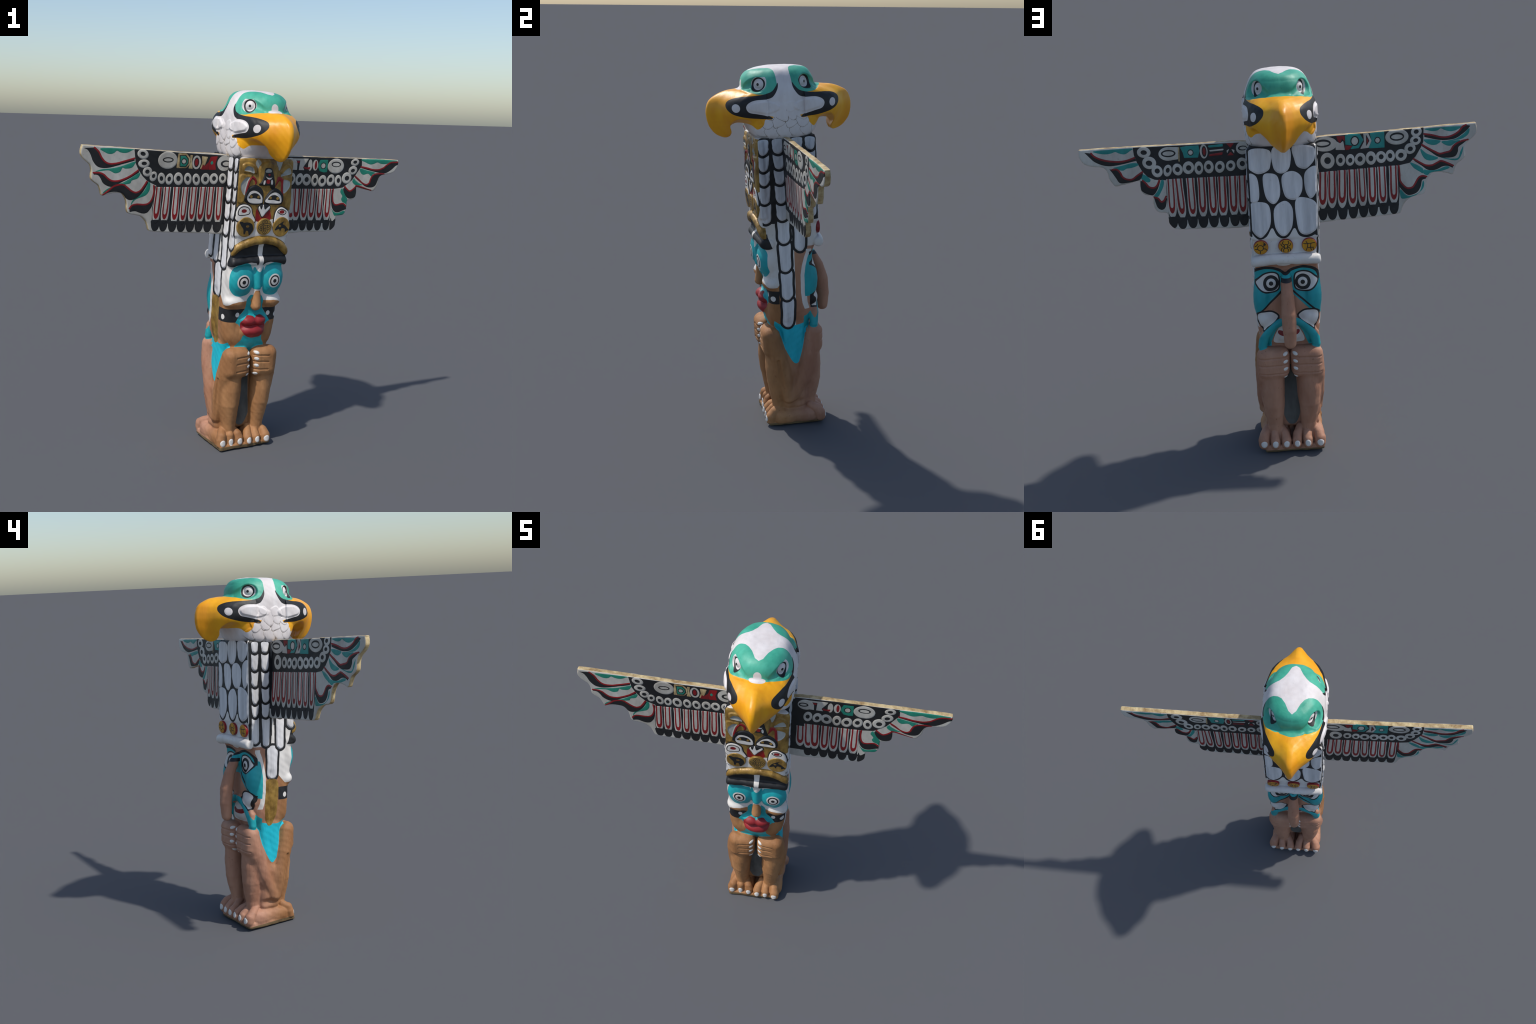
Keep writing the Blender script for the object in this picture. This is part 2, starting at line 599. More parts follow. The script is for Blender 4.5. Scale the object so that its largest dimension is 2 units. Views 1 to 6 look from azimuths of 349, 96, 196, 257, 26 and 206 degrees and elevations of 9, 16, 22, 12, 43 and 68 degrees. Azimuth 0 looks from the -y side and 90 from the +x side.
def make_head():
    s = Solid((-.2, -.41, 1.632), (.2, .41, 2.02), .0033)
    W = [1.640, 1.655, 1.67, 1.70, 1.735, 1.78, 1.83, 1.88, 1.92, 1.95, 1.970, 1.984, 1.994, 2.001, 2.008]
    HU = [.148, .160, .167, .171, .172, .172, .171, .165, .152, .139, .126, .112, .094, .068, .030]
    HV = [.140, .152, .166, .182, .192, .192, .193, .198, .201, .194, .180, .160, .132, .094, .040]

    thu, thv = table(W, HU), table(W, HV)

    def core(u, v, w):
        hu, hv = np.maximum(thu(w), .01), np.maximum(thv(w), .01)
        n = np.interp(w, [1.74, 1.80, 1.86, 1.93, 1.97, 2.0], [3.6, 3.0, 2.7, 2.5, 2.3, 2.1])
        hv = hv + 0 * v - np.where(v > 0, np.interp(w, [1.84, 1.91, 1.96, 2.0], [0, .020, .024, .012]), 0)
        f = ((np.abs(u) / hu) ** n + (np.abs(v) / hv) ** n) ** (1 / n) - 1
        f = f * np.minimum(hu, hv)
        return np.maximum(smax(f * 0.8, w - 2.001 + 0 * f, .02), 1.646 - w)
    s.add(core, box=[(-9, 9)] * 3)
    prof = poly_sdf(spline(BEAK_SIDE, 4))
    shear = table([0, .012, .022, .034, .055, .080, .105, .128, .150, .2], [0, .004, .015, .030, .056, .079, .101, .130, .178, .36])
    pinch = table([1.62, 1.65, 1.70, 1.76, 1.83, 1.95], [2.1, 2.0, 1.50, 1.08, 1.0, 1.08])
    hollow = poly_sdf(spline([(.10, 1.60), (.12, 1.66), (.18, 1.705), (.215, 1.719), (.243, 1.721), (.265, 1.712), (.275, 1.698), (.267, 1.674), (.271, 1.658), (.285, 1.645), (.29, 1.60)], 4))

    def beak(u, v, w):
        sh = shear(np.abs(u) * pinch(w))
        vv, ww, uu = np.broadcast_arrays(np.abs(v) + sh, w, np.abs(u))
        d = prof(vv, ww) * 0.55
        # the open throat behind the hook runs right across, rising to the sides
        h = hollow(np.broadcast_arrays(np.abs(v), uu)[0], ww - .32 * np.maximum(uu - .02, 0))
        return smax(d, -h, .006)
    s.add(beak, 0.012, box=[(-.17, .17), (.10, .405), (1.635, 1.92)])
    s.add(beak, 0.012, box=[(-.17, .17), (-.405, -.10), (1.635, 1.92)])
    for su in (-1, 1):
        for sv in (-1, 1):
            r = .020 if sv > 0 else 0
            s.cut(ellipsoid((su * (.146 - r * .5), sv * (.150 - r), 1.928), (.056, .056, .044)), .004)
            s.cut(tube([(su * .130, sv * (.160 - r), 1.944), (su * .070, sv * (.206 - r), 1.908)], (.034, .018)), .006)
            s.add(ellipsoid((su * (.087 - r * .6), sv * (.106 - r), 1.920), (.038, .038, .037)), .002)
            # groove between brow and beak
            s.cut(tube([(su * .04, sv * (.224 - r), 1.912), (su * .115, sv * (.187 - r), 1.897)], (.008, .010)), 0.012)
    V, T = s.mesh()
    k = Skin(V, T, 'head', 'head_white')
    ALLB = [None, None, None]

    # crown and eye patch boundary, per bird
    gu = [0, .02, .04, .06, .08, .105, .125, .16, .2]
    for sv, grow in ((-1, 1.16), (1, 0.96)):
        gv = np.array([.163, .150, .108, .080, .061, .050, .045, .040, .04] if sv < 0 else [.134, .116, .075, .048, .036, .030, .030, .038, .04])

        def green(V, sv=sv, gv=gv):
            a, b, w = np.abs(V[:, 0]), V[:, 1] * sv, V[:, 2]
            lower = np.interp(b, [.03, .045, .062, .148, .222, .3], [1.93, 1.895, 1.878, 1.872, 1.890, 1.90])
            return np.maximum(np.interp(a, gu, gv) - b, lower - w)
        vb = (-9, 0) if sv < 0 else (0, 9)
        k.paint('eye_mask', 'mint', green, [None, vb, (1.85, 9)])
        yel = smooth_patch([(.45, 1.95), (.30, 1.915), (.222, 1.898), (.148, 1.877), (.09, 1.868), (.062, 1.80), (.076, 1.752), (.110, 1.750),
                            (.120, 1.722), (.148, 1.700), (.178, 1.722), (.215, 1.718), (.24, 1.69), (.25, 1.61), (.45, 1.60)], 5)
        k.paint('beak', 'yellow', lambda V, sv=sv, f=yel: f(V[:, 1] * sv, V[:, 2]), [None, vb, (1.6, 1.93)])
        for su in (-1, 1):
            ub = (0.045, 9) if su > 0 else (-9, -0.045)

            def side(name, mat, f2, lift=0.0, **kw):
                k.paint(name, mat, lambda V: f2(V[:, 1] * sv, V[:, 2]), [ub, vb, (f2.lo[1] - .01, f2.hi[1] + .01)], lift=lift, **kw)
            band = smooth_patch([(.037, 1.930), (.040, 1.902), (.062, 1.867), (.088, 1.853), (.155, 1.849), (.190, 1.836), (.204, 1.815),
                                 (.190, 1.790), (.150, 1.780), (.092, 1.768), (.074, 1.752), (.116, 1.754), (.170, 1.757), (.235, 1.770),
                                 (.280, 1.790), (.298, 1.822), (.280, 1.850), (.220, 1.866), (.135, 1.872), (.077, 1.885), (.050, 1.910)], 5)
            side('cheek_stripe', 'black', band)
            side('cheek_tongue', 'head_white', smooth_patch([(.0, 1.862), (.05, 1.868), (.088, 1.853), (.155, 1.849), (.190, 1.836), (.204, 1.815), (.190, 1.790), (.150, 1.780), (.092, 1.768), (.04, 1.76), (.0, 1.77)], 5), key=('tongue', sv, su))
            side('stripe_dot', 'head_white', oval_sdf(.252, 1.812, .019, .021), lift=.001)
            tongue = smooth_patch([(.036, 1.822), (.09, 1.846), (.155, 1.844), (.186, 1.832), (.199, 1.815), (.186, 1.794), (.15, 1.785), (.092, 1.775), (.040, 1.792)], 5)
            k.relief.append((lambda V, f=tongue, sv=sv: f(V[:, 1] * sv, V[:, 2]), [ub, vb, (1.7, 1.9)], .007 if su < 0 else .003, .012, None))
            # eye
            r = .020 if sv > 0 else 0
            c = np.array([su * (.088 - r * .6), sv * (.107 - r), 1.920])
            n = np.array([su * .70, sv * .71, 0.02])
            n /= np.linalg.norm(n)
            hx = np.cross([0, 0, 1], n)
            hx /= np.linalg.norm(hx)

            def eye(rx, rz, n=n, c=c, hx=hx):
                def f(V):
                    d = V - c
                    a, b = d @ hx, d[:, 2] - 0.002
                    r = (np.sqrt((a / rx) ** 2 + (b / rz) ** 2) - 1) * min(rx, rz)
                    return np.maximum(r, 0.006 - d @ n)
                return f
            eb = [(c[0] - .09, c[0] + .09), (c[1] - .09, c[1] + .09), (1.85, 1.99)]

            def white(V, c=c):
                return np.maximum(np.linalg.norm((V - c) * [1, 1, 1.05], axis=1) - .0530, V[:, 2] - 1.957)
            k.paint('eye_socket', 'head_white', white, eb)
            k.paint('eye', 'black', eye(.0355, .0350), eb)
            k.paint('eye', 'head_white', eye(.0275, .0272), eb)
            k.paint('pupil', 'black', eye(.0075, .0075), eb)
    k.paint('brow_spot', 'head_white', lambda V: (np.sqrt((V[:, 0] / .021) ** 2 + ((V[:, 1] + .205) / .024) ** 2 + ((V[:, 2] - 1.916) / .026) ** 2) - 1) * .02, [(-.06, .06), (-.25, -.15), (1.86, 1.95)])
    k.paint('brow_spot', 'head_white', lambda V: (np.sqrt((V[:, 0] / .042) ** 2 + ((V[:, 1] + .206) / .022) ** 2 + ((V[:, 2] - 1.897) / .012) ** 2) - 1) * .02, [(-.06, .06), (-.25, -.15), (1.86, 1.93)])

    # overlapping cheek scales, upper rows lapping the lower
    rows = [(-.128, 1.690, .030, .036), (-.078, 1.685, .036, .046), (-.014, 1.684, .038, .048), (.050, 1.686, .036, .046), (.104, 1.690, .034, .036),
            (-.105, 1.735, .032, .036), (-.048, 1.742, .034, .040), (.020, 1.738, .036, .034), (.078, 1.738, .036, .038),
            (-.082, 1.782, .030, .034), (-.020, 1.780, .036, .046), (.036, 1.776, .026, .040), (.082, 1.766, .030, .024),
            (-.055, 1.812, .034, .026), (.022, 1.812, .036, .030)]

    k.refine([None, (-.17, .17), (1.65, 1.845)])

    def incised(V, su):
        x, z = V[:, 1] * (1 if su > 0 else -1) + .006 * np.sin(90 * V[:, 2]), V[:, 2] + .005 * np.sin(70 * V[:, 1] + 1)
        f = np.full(len(V), .02)
        for cx, cz, rx, rz in rows:
            e = np.sqrt(((x - cx) / rx) ** 2 + ((z - cz) / rz) ** 2)
            d = np.where(z < cz + .4 * rz, (1 - e) * .034 - .0022, .02)
            f = np.where(e < 1, d, f)
        return f
    for su in (-1, 1):
        k.paint('scale_line', 'scale_line', lambda V, su=su: incised(V, su), [(.12, 9) if su > 0 else (-9, -.12), (-.150, .150), (1.66, 1.84)], key=('scale_line', su),
                only=[0])

    def scales(V, N):
        h = np.zeros(len(V))
        for su in (-1, 1):
            amp = .0070 if su < 0 else .0032
            m = (V[:, 0] * su > .10) & (V[:, 2] < 1.85) & (np.abs(V[:, 1]) < .19)
            m = np.nonzero(m)[0]
            x, z = V[m, 1] * (1 if su > 0 else -1) + .006 * np.sin(90 * V[m, 2]), V[m, 2] + .005 * np.sin(70 * V[m, 1] + 1)
            g = np.zeros(len(m))
            for cx, cz, rx, rz in rows:
                e = np.sqrt(((x - cx) / rx) ** 2 + ((z - cz) / rz) ** 2)
                t = np.clip((1 - e) / 0.22, 0, 1)
                lap = amp * (0.35 + 0.65 * np.clip((cz + rz - z) / (2 * rz), 0, 1))
                g = g * (1 - t) + np.maximum(lap, 0) * t
            fade = np.clip((0.175 - np.abs(V[m, 1])) / .04, 0, 1)
            h[m] = g * fade
        return h + carving_noise(V, .0009)
    k.sculpt(scales)
    k.V = k.V + np.array([-.002, 0, 0])
    return k.build({})


# ----------------------------------------------------------------------------------
# pole: torso, two masks, crouching figures
# ----------------------------------------------------------------------------------

NOSE = [(.004, .126, 1.000), (.004, .156, .955), (.003, .184, .895), (.002, .205, .81), (0, .212, .73), (0, .206, .655)]
NOSE_R = [.022, .028, .033, .036, .036, .030]
LIMBS = {}


def make_body():
    s = Solid((-.205, -.235, -.02), (.205, .275, 1.665), .0035)
    W = [.50, .56, .60, .66, .74, .82, .90, 1.02, 1.08, 1.14, 1.25, 1.40, 1.62, 1.66]
    HU = [.105, .118, .136, .156, .165, .166, .165, .164, .164, .164, .162, .161, .159, .158]
    VF = [.085, .095, .108, .122, .126, .127, .138, .146, .150, .156, .163, .164, .162, .160]
    VB = [.085, .092, .100, .112, .120, .124, .122, .124, .142, .148, .150, .151, .150, .148]
    CR = [.04, .045, .05, .055, .055, .05, .045, .04, .03, .024, .022, .022, .022, .022]

    tabs = [table(W, t) for t in (HU, VF, VB, CR)]

    def post(u, v, w):
        hu, vf, vb, r = (t(w) for t in tabs)
        vc, hv = (vb - vf) / 2, (vb + vf) / 2
        qx, qy = np.abs(u + .004) - hu + r, np.abs(v - vc) - hv + r
        d = np.sqrt(np.maximum(qx, 0) ** 2 + np.maximum(qy, 0) ** 2) + np.minimum(np.maximum(qx, qy), 0) - r
        return np.maximum(np.maximum(d, .52 - w), w - 1.652)
    s.add(post, box=[(-9, 9), (-9, 9), (.45, 9)])
    s.add(rounded_box((-.004, -.146, 1.44), (.169, .018, .206), .010), .016)
    s.add(rounded_box((0, .135, 1.42), (.169, .017, .228), .010), .016)
    s.add(rounded_box((-.004, 0, .36), (.146, .066, .27), .03), .02)
    s.add(rounded_box((-.006, 0, .250), (.156, .066, .115), .045), .02)

    # crouching figures ------------------------------------------------------------
    def limb(kind, f, k):
        LIMBS.setdefault(kind, []).append(f)
        s.add(f, k)
    for sv in (-1, 1):
        for su in (-1, 1):
            lv = .094 if sv < 0 else .098
            limb('leg', tube([(su * .090, sv * lv, .46), (su * .097, sv * lv, .35), (su * .095, sv * lv, .27), (su * .092, sv * (lv - .004), .21), (su * .089, sv * .087, .15), (su * .088, sv * .086, .08)],
                             (.058, .062, .058, .050, .042, .038)), .012)
            toes = {(-1, -1): (-.147, -.093, -.040), (1, -1): (.017, .069, .126), (1, 1): (.158, .098, .038), (-1, 1): (-.018, -.075, -.142)}[(su, sv)]
            limb('foot', rounded_box((su * .090, sv * .070, .050), (.078, .064, .046), .042), .012)
            if sv > 0:
                limb('foot', rounded_box((su * .092, 0, .052), (.074, .12, .044), .04), .015)
            mid = sum(toes) / 3
            for i, t in enumerate(toes):
                tv = np.interp(t, [-.15, -.09, .02, .13], [.154, .152, .168, .171]) if sv < 0 else np.interp(t, [-.15, 0, .1, .16], [.174, .179, .173, .165])
                big = .030 if abs(t) > .11 else .0265
                limb('foot', tube([(mid + (t - mid) * .62, sv * .085, .108), (mid + (t - mid) * .92, sv * .122, .084), (t, sv * (tv - .030), .062), (t, sv * (tv - .026), .040)], (.020, big * .9, big, big * .95)), .004)
            # hands clasped over the knees
            limb('hand', rounded_box((su * (.084 if sv < 0 else .087), sv * (.124 if sv < 0 else .121), .512), (.078 if sv < 0 else .083, .046, .086), .044), .014)
            # arm running down to the elbow on the flank
            limb('arm', tube([(su * .124, sv * .118, .550), (su * .134, sv * .092, .43), (su * .136, sv * .050 - .006, .29), (su * .140, -.030 + sv * .010, .170)],
                             (.044, .049, .044, .030)), .012)
    for su in (-1, 1):
        s.cut(tube([(su * .180, -.098, .415), (su * .174, -.086, .30), (su * .170, -.066, .16)], (.007, .010, .007)), .010)
        s.cut(tube([(su * .180, .126, .385), (su * .176, .080, .28), (su * .172, .014, .16)], (.007, .010, .007)), .010)
    for su in (-1, 1):
        s.cut(ellipsoid((su * .178, .030, .140), (.036, .060, .022)), .015)
    s.cut(tube([(0, -.205, .61), (0, -.205, .43)], (.017, .017)), .012)
    s.cut(tube([(0, .205, .61), (0, .205, .43)], (.017, .017)), .012)
    s.add(rounded_box((-.006, 0, .018), (.160, .158, .020), .012), .004)

    # front mask ---------------------------------------------------------------------
    def trimmed(f, lim):
        g = lambda u, v, w: smax(f(u, v, w), np.abs(u) - lim, .018)
        g.box = f.box
        return g
    arch = [(-.20, -.140, 1.122), (-.168, -.148, 1.150), (-.135, -.156, 1.176), (-.085, -.163, 1.199), (-.03, -.166, 1.211), (.025, -.166, 1.212), (.08, -.163, 1.200), (.125, -.156, 1.178), (.162, -.148, 1.150), (.20, -.140, 1.115)]
    s.cut(rounded_box((0, -.188, 1.148), (.19, .034, .030), .012), .008)
    s.add(trimmed(tube(arch, [.021] * 10), .173), .006)
    s.add(trimmed(tube([(-.21, -.122, 1.078), (-.12, -.134, 1.094), (0, -.138, 1.098), (.12, -.134, 1.098), (.21, -.122, 1.084)], (.038, .040, .040, .040, .038), (1, 1, .76)), .173), .006)
    for su in (-1, 1):
        s.add(ellipsoid((su * .090, -.116, .992), (.082, .058, .100)), .010)
        s.add(ellipsoid((su * .112, -.108, .862), (.062, .048, .040)), .016)
        s.cut(ellipsoid((su * .100, -.165, .785), (.06, .035, .028)), .02)
        s.add(ellipsoid((su * .031, -.124, .754), (.046, .044, .032)), .012)
        s.cut(tube([(su * .035, -.19, .985), (su * .036, -.18, .905)], (.014, .014)), .014)
    s.add(tube([(0, -.140, 1.06), (0, -.146, .95)], (.028, .022)), .012)
    s.add(tube([(0, -.140, .945), (0, -.148, .842)], (.018, .028)), .01)
    s.add(ellipsoid((0, -.122, .696), (.071, .046, .036)), .008)
    s.cut(tube([(-.07, -.178, .727), (0, -.186, .716), (.07, -.178, .727)], (.012, .016, .012)), .010)
    s.add(ellipsoid((0, -.085, .665), (.13, .05, .075)), .03)

    # rear mask ----------------------------------------------------------------------
    s.add(trimmed(tube([(-.20, .146, 1.074), (-.08, .158, 1.086), (0, .160, 1.090), (.08, .158, 1.088), (.20, .146, 1.078)], [.027] * 5), .176), .006)
    for su in (-1, 1):
        s.add(ellipsoid((su * .128, .098, .868), (.045, .048, .115)), .02)
        s.cut(ellipsoid((su * .083, .158, .955), (.062, .034, .040)), .015)
        s.add(ellipsoid((su * .083, .105, .952), (.040, .026, .036)), .006)
        s.add(tube([(su * .02, .128, .752), (su * .085, .128, .722), (su * .128, .122, .665), (su * .140, .118, .605)], (.022, .026, .026, .022)), .008)
        s.add(ellipsoid((su * .108, .115, .755), (.05, .034, .045)), .012)
    for su in (-1, 1):
        s.add(ellipsoid((su * .055, .096, .835), (.055, .038, .085)), .02)
    s.add(ellipsoid((0, .095, .665), (.07, .036, .05)), .012)
    s.add(tube(NOSE, NOSE_R), .014)
    # hollow channel on the left flank
    s.cut(tube([(-.202, .006, .90), (-.202, .006, .66)], (.040, .040)), .012)

    # stands flat on the ground
    s.keep(lambda u, v, w: (0.0050 - (.998 * w + .0558 * v - .0192 * u)) + 0 * u)
    V, T = s.mesh()
    k = Skin(V, T, 'torso', 'white')
    k.refine([(-.19, .19), (-.23, -.10), (1.22, 1.65)])
    F = -.05
    ZL = lambda n, m, f2, **kw: k.side(n, m, f2, -1, **kw)
    ZR = lambda n, m, f2, **kw: k.side(n, m, f2, 1, **kw)

    # ---- skin of the masks and figures
    def skin_front(V):
        wb = np.interp(np.abs(V[:, 0]), [0, .07, .11, .145, .165, .2], [.868, .868, .870, .862, .846, .832])
        side = np.interp(V[:, 1], [-.13, -.085, -.04], [0, .0, .05])
        return np.maximum(V[:, 2] - wb - side, V[:, 1] - .008)
    k.paint('mask', 'skin', skin_front, [None, (-9, .03), (.5, .95)])

    def skin_back(V):
        return np.maximum(V[:, 2] - 1.062, .016 - V[:, 1])
    k.paint('mask', 'skin', skin_back, [None, (0, 9), (.5, 1.09)])
    legs_f = k.paint('figure', 'skin', lambda V: np.maximum(V[:, 2] - .614, V[:, 1] - .0), [None, None, (-1, .64)])
    legs_b = k.paint('figure', 'skin', lambda V: np.maximum(V[:, 2] - .608, -V[:, 1]), [None, None, (-1, .64)])
    k.paint('sole', 'sole', lambda V: V[:, 2] + .0558 * V[:, 1] - .022, [None, None, (-1, .06)])
    gap = smooth_patch([(-.024, .45), (.024, .45), (.034, .30), (.044, .19), (.02, .12), (-.02, .12), (-.044, .19), (-.034, .30)])
    for vb in ((-.108, -.02), (.02, .108)):
        k.paint('core', 'stone_grey', lambda V: np.maximum(gap(V[:, 0], V[:, 2]), .003 - np.min([f(V[:, 0], V[:, 1], V[:, 2]) for q in ('leg', 'foot', 'hand') for f in LIMBS[q]], 0)), [(-.06, .06), vb, (.1, .47)], only=[legs_f, legs_b], key='core')

    # ---- flank V between the arms
    def limb_dist(V, kinds=('hand', 'arm')):
        return np.min([f(V[:, 0], V[:, 1], V[:, 2]) for q in kinds for f in LIMBS[q]], 0)
    flank = smooth_patch([(-.12, .64), (-.09, .56), (-.05, .45), (.0, .375), (.05, .45), (.09, .56), (.125, .66), (.08, .625), (.0, .607), (-.06, .61)])
    for sgn in (-1, 1):
        k.paint('flank', 'aqua', lambda V: np.maximum(flank(V[:, 1] - .01 * sgn, V[:, 2]), .003 - limb_dist(V)), [(.09, 9) if sgn > 0 else (-9, -.09), (-.104, .105), (.31, .68)])

    # ---- nails, finger and toe grooves
    groove = []
    for sv, ws in ((-1, (.572, .537, .499, .449)), (1, (.571, .530, .489, .436))):
        fn = k.front if sv < 0 else k.back
        for su in (-1, 1):
            for w in ws:
                f = oval_sdf(su * .0255, w, .0125, .009, su * -.2)
                fn('fingernail', 'white', f, lift=.003, soft=.004, **({'vmax': -.10} if sv < 0 else {'vmin': .10}))
            for a, b in zip(ws[:-1], ws[1:]):
                m = (a + b) / 2
                end = .100 if sv < 0 else .160
                groove.append((line_sdf([(su * .012, m + .002), (su * .06, m), (su * end, m - .004)], .012), sv, .0055))
    tn = {-1: (-.147, -.093, -.040, .017, .069, .126), 1: (.158, .098, .038, -.018, -.075, -.142)}
    for sv in (-1, 1):
        fn = k.front if sv < 0 else k.back
        for t in tn[sv]:
            fn('toenail', 'white', oval_sdf(t, .052, .0175 if abs(t) > .11 else .015, .0185), lift=.003, soft=.005, **({'vmax': -.12} if sv < 0 else {'vmin': .13}))

    # ---- front mask paint
    def sband(sgn, vlim):
        def f(V):
            a, w = np.abs(V[:, 0]), V[:, 2]
            inner = np.interp(w, [.735, .75, .79, .825], [.115, .105, .080, .052]) - a
            return np.maximum(np.maximum(inner, np.maximum(.747 - w, w - .822)), V[:, 1] - vlim)
        k.paint('cheek_band', 'black', f, [(.03, 9) if sgn > 0 else (-9, -.03), (-9, .02), (.70, .85)])
    muz = smooth_patch([(.0, .905), (.032, .90), (.052, .87), (.054, .825), (.082, .785), (.108, .748), (.09, .735), (.05, .70), (-.05, .70), (-.09, .735), (-.108, .748), (-.082, .785), (-.054, .825), (-.052, .87), (-.032, .90)], 4)
    k.front('muzzle', 'turquoise', muz)
    sband(1, -.075)
    sband(-1, -.040)
    for su in (-1, 1):
        k.front('band_dot', 'white', oval_sdf(su * .097, .788, .012, .0135), vmax=-.08)
    ZL('band_dot', 'white', oval_sdf(-.085, .774, .013, .015))
    ZR('band_dot', 'white', oval_sdf(-.107, .777, .012, .015))
    chin = smooth_patch([(-.05, .675), (-.068, .645), (-.098, .600), (-.05, .56), (.05, .56), (.085, .600), (.062, .640), (.045, .675)])
    k.paint('chin', 'turquoise', lambda V: np.maximum(chin(V[:, 0], V[:, 2]), .004 - limb_dist(V)), [(-.12, .12), (-9, -.05), (.54, .70)])
    lips = smooth_patch([(-.079, .735), (-.070, .763), (-.042, .785), (-.012, .781), (0, .773), (.012, .781), (.042, .785), (.070, .763), (.079, .735), (.070, .696), (.042, .666), (0, .657), (-.042, .666), (-.070, .696)])
    k.paint('lips', 'lip_red', lambda V: np.maximum(lips(V[:, 0], V[:, 2]), V[:, 1] + .120), [(-.12, .12), (-9, -.10), (.63, .81)])
    for su in (-1, 1):
        dome = smooth_patch([(su * .032, 1.03), (su * .05, 1.07), (su * .09, 1.090), (su * .135, 1.078), (su * .160, 1.04), (su * .168, .99), (su * .158, .935), (su * .128, .902), (su * .080, .898), (su * .045, .915), (su * .030, .965)])
        k.paint('eye_dome', 'turquoise', lambda V, f=dome: np.maximum(f(V[:, 0], V[:, 2]), V[:, 1] + .114), [(.02, 9) if su > 0 else (-9, -.02), (-9, -.06), (.88, 1.11)])
        for r, m in ((1.0, 'white'), (.80, 'black'), (.60, 'white'), (.28, 'black')):
            k.front('eye' if r == 1.0 else 'eye_ring', m, oval_sdf(su * .0965, .983, .0375 * r, .0405 * r), vmax=-.10)
    k.front('bridge', 'turquoise', smooth_patch([(-.030, 1.06), (0, 1.045), (.030, 1.06), (.036, .99), (.030, .945), (0, .938), (-.030, .945), (-.036, .99)]))
    k.front('nose', 'skin', smooth_patch([(-.014, .925), (.0, .930), (.014, .925), (.026, .88), (.031, .84), (.016, .814), (-.016, .814), (-.031, .84), (-.026, .88)]), vmax=-.135)

    # ---- cap
    def brim(V):
        a, w = V[:, 0], V[:, 2]
        bot = np.interp(np.abs(a), [0, .015, .03, .06, .10, .14, .175], [1.072, 1.072, 1.088, 1.092, 1.086, 1.075, 1.062])
        top = np.interp(a, [-.172, -.13, -.085, -.03, .03, .08, .125, .165], [1.150, 1.176, 1.196, 1.208, 1.208, 1.197, 1.176, 1.150])
        back = np.interp(w, [1.06, 1.08, 1.13, 1.16], [-.098, -.108, -.125, -.130])
        return np.maximum(np.maximum(bot - w, w - top), V[:, 1] - back)
    k.paint('cap', 'black', brim, [None, (-9, -.07), (1.04, 1.22)])
    k.front('cap_stripe', 'white', smooth_patch([(-.014, 1.20), (.014, 1.20), (.014, 1.12), (.013, 1.08), (.020, 1.055), (0, 1.035), (-.020, 1.055), (-.013, 1.08), (-.014, 1.12)], 4))
    archline = spline([(a, w) for a, _, w in [(-.170, 0, 1.148), (-.135, 0, 1.178), (-.085, 0, 1.202), (-.03, 0, 1.214), (.025, 0, 1.215), (.08, 0, 1.203), (.125, 0, 1.180), (.165, 0, 1.148)]], 5, False)
    k.paint('arch_rim', 'gold', lambda V, f=line_sdf(archline, .046): np.maximum(f(V[:, 0], V[:, 2]), V[:, 1] + .135), [None, (-9, -.12), (1.10, 1.26)])

    # ---- crest panel on the breast
    P = lambda n, m, pts, lift=0.0, soft=.006, **kw: k.front(n, m, smooth_patch(pts), vmax=-.12, lift=lift, soft=soft, corner=True, **kw)
    P('crest_panel', 'gold', [(-.176, 1.648), (-.186, 1.60), (-.186, 1.53), (-.186, 1.42), (-.175, 1.395), (0, 1.32), (.170, 1.385), (.184, 1.50), (.184, 1.60), (.176, 1.648), (0, 1.652)])
    P('crest_ground', 'grey', [(-.06, 1.648), (-.075, 1.628), (-.055, 1.60), (-.040, 1.63)])
    P('crest_ground', 'grey', [(.055, 1.648), (.060, 1.62), (.074, 1.59), (.088, 1.62), (.09, 1.648)])
    P('ear', 'gold', [(-.155, 1.62), (-.12, 1.634), (-.081, 1.622), (-.058, 1.60), (-.060, 1.57), (-.10, 1.572), (-.145, 1.576)], .007, .010)
    P('ear', 'gold', [(.079, 1.585), (.096, 1.621), (.124, 1.634), (.153, 1.613), (.157, 1.572), (.12, 1.565), (.09, 1.570)], .007, .010)
    P('crest_lobe', 'gold', [(-.055, 1.60), (-.035, 1.629), (.003, 1.642), (.043, 1.631), (.068, 1.606), (.066, 1.56), (.05, 1.50), (-.04, 1.51), (-.05, 1.55)], .006, .012)
    P('ear_inner', 'grey', [(-.143, 1.590), (-.124, 1.612), (-.092, 1.604), (-.081, 1.574), (-.112, 1.583)], -.007)
    P('ear_inner', 'grey', [(.085, 1.560), (.108, 1.593), (.135, 1.605), (.147, 1.574), (.112, 1.564)], -.007)
    P('side_lobe', 'gold', [(-.165, 1.565), (-.13, 1.572), (-.09, 1.565), (-.10, 1.50), (-.13, 1.42), (-.170, 1.42), (-.172, 1.50)], .005, .010)
    P('side_lobe', 'gold', [(.165, 1.560), (.13, 1.562), (.09, 1.555), (.10, 1.50), (.11, 1.40), (.162, 1.39), (.165, 1.50)], .005, .010)
    P('lobe_inner', 'grey', [(-.152, 1.528), (-.131, 1.551), (-.107, 1.553), (-.117, 1.528), (-.127, 1.490), (-.133, 1.458), (-.150, 1.479), (-.157, 1.506)], -.004)
    P('lobe_inner', 'grey', [(.099, 1.535), (.122, 1.541), (.146, 1.527), (.138, 1.494), (.106, 1.469)], -.004)
    P('red_strap', 'red', [(-.130, 1.430), (-.128, 1.485), (-.115, 1.531), (-.102, 1.550), (-.086, 1.559), (-.066, 1.546), (-.057, 1.526), (-.070, 1.512), (-.073, 1.531), (-.088, 1.543), (-.101, 1.531), (-.108, 1.507), (-.117, 1.474)], .003)
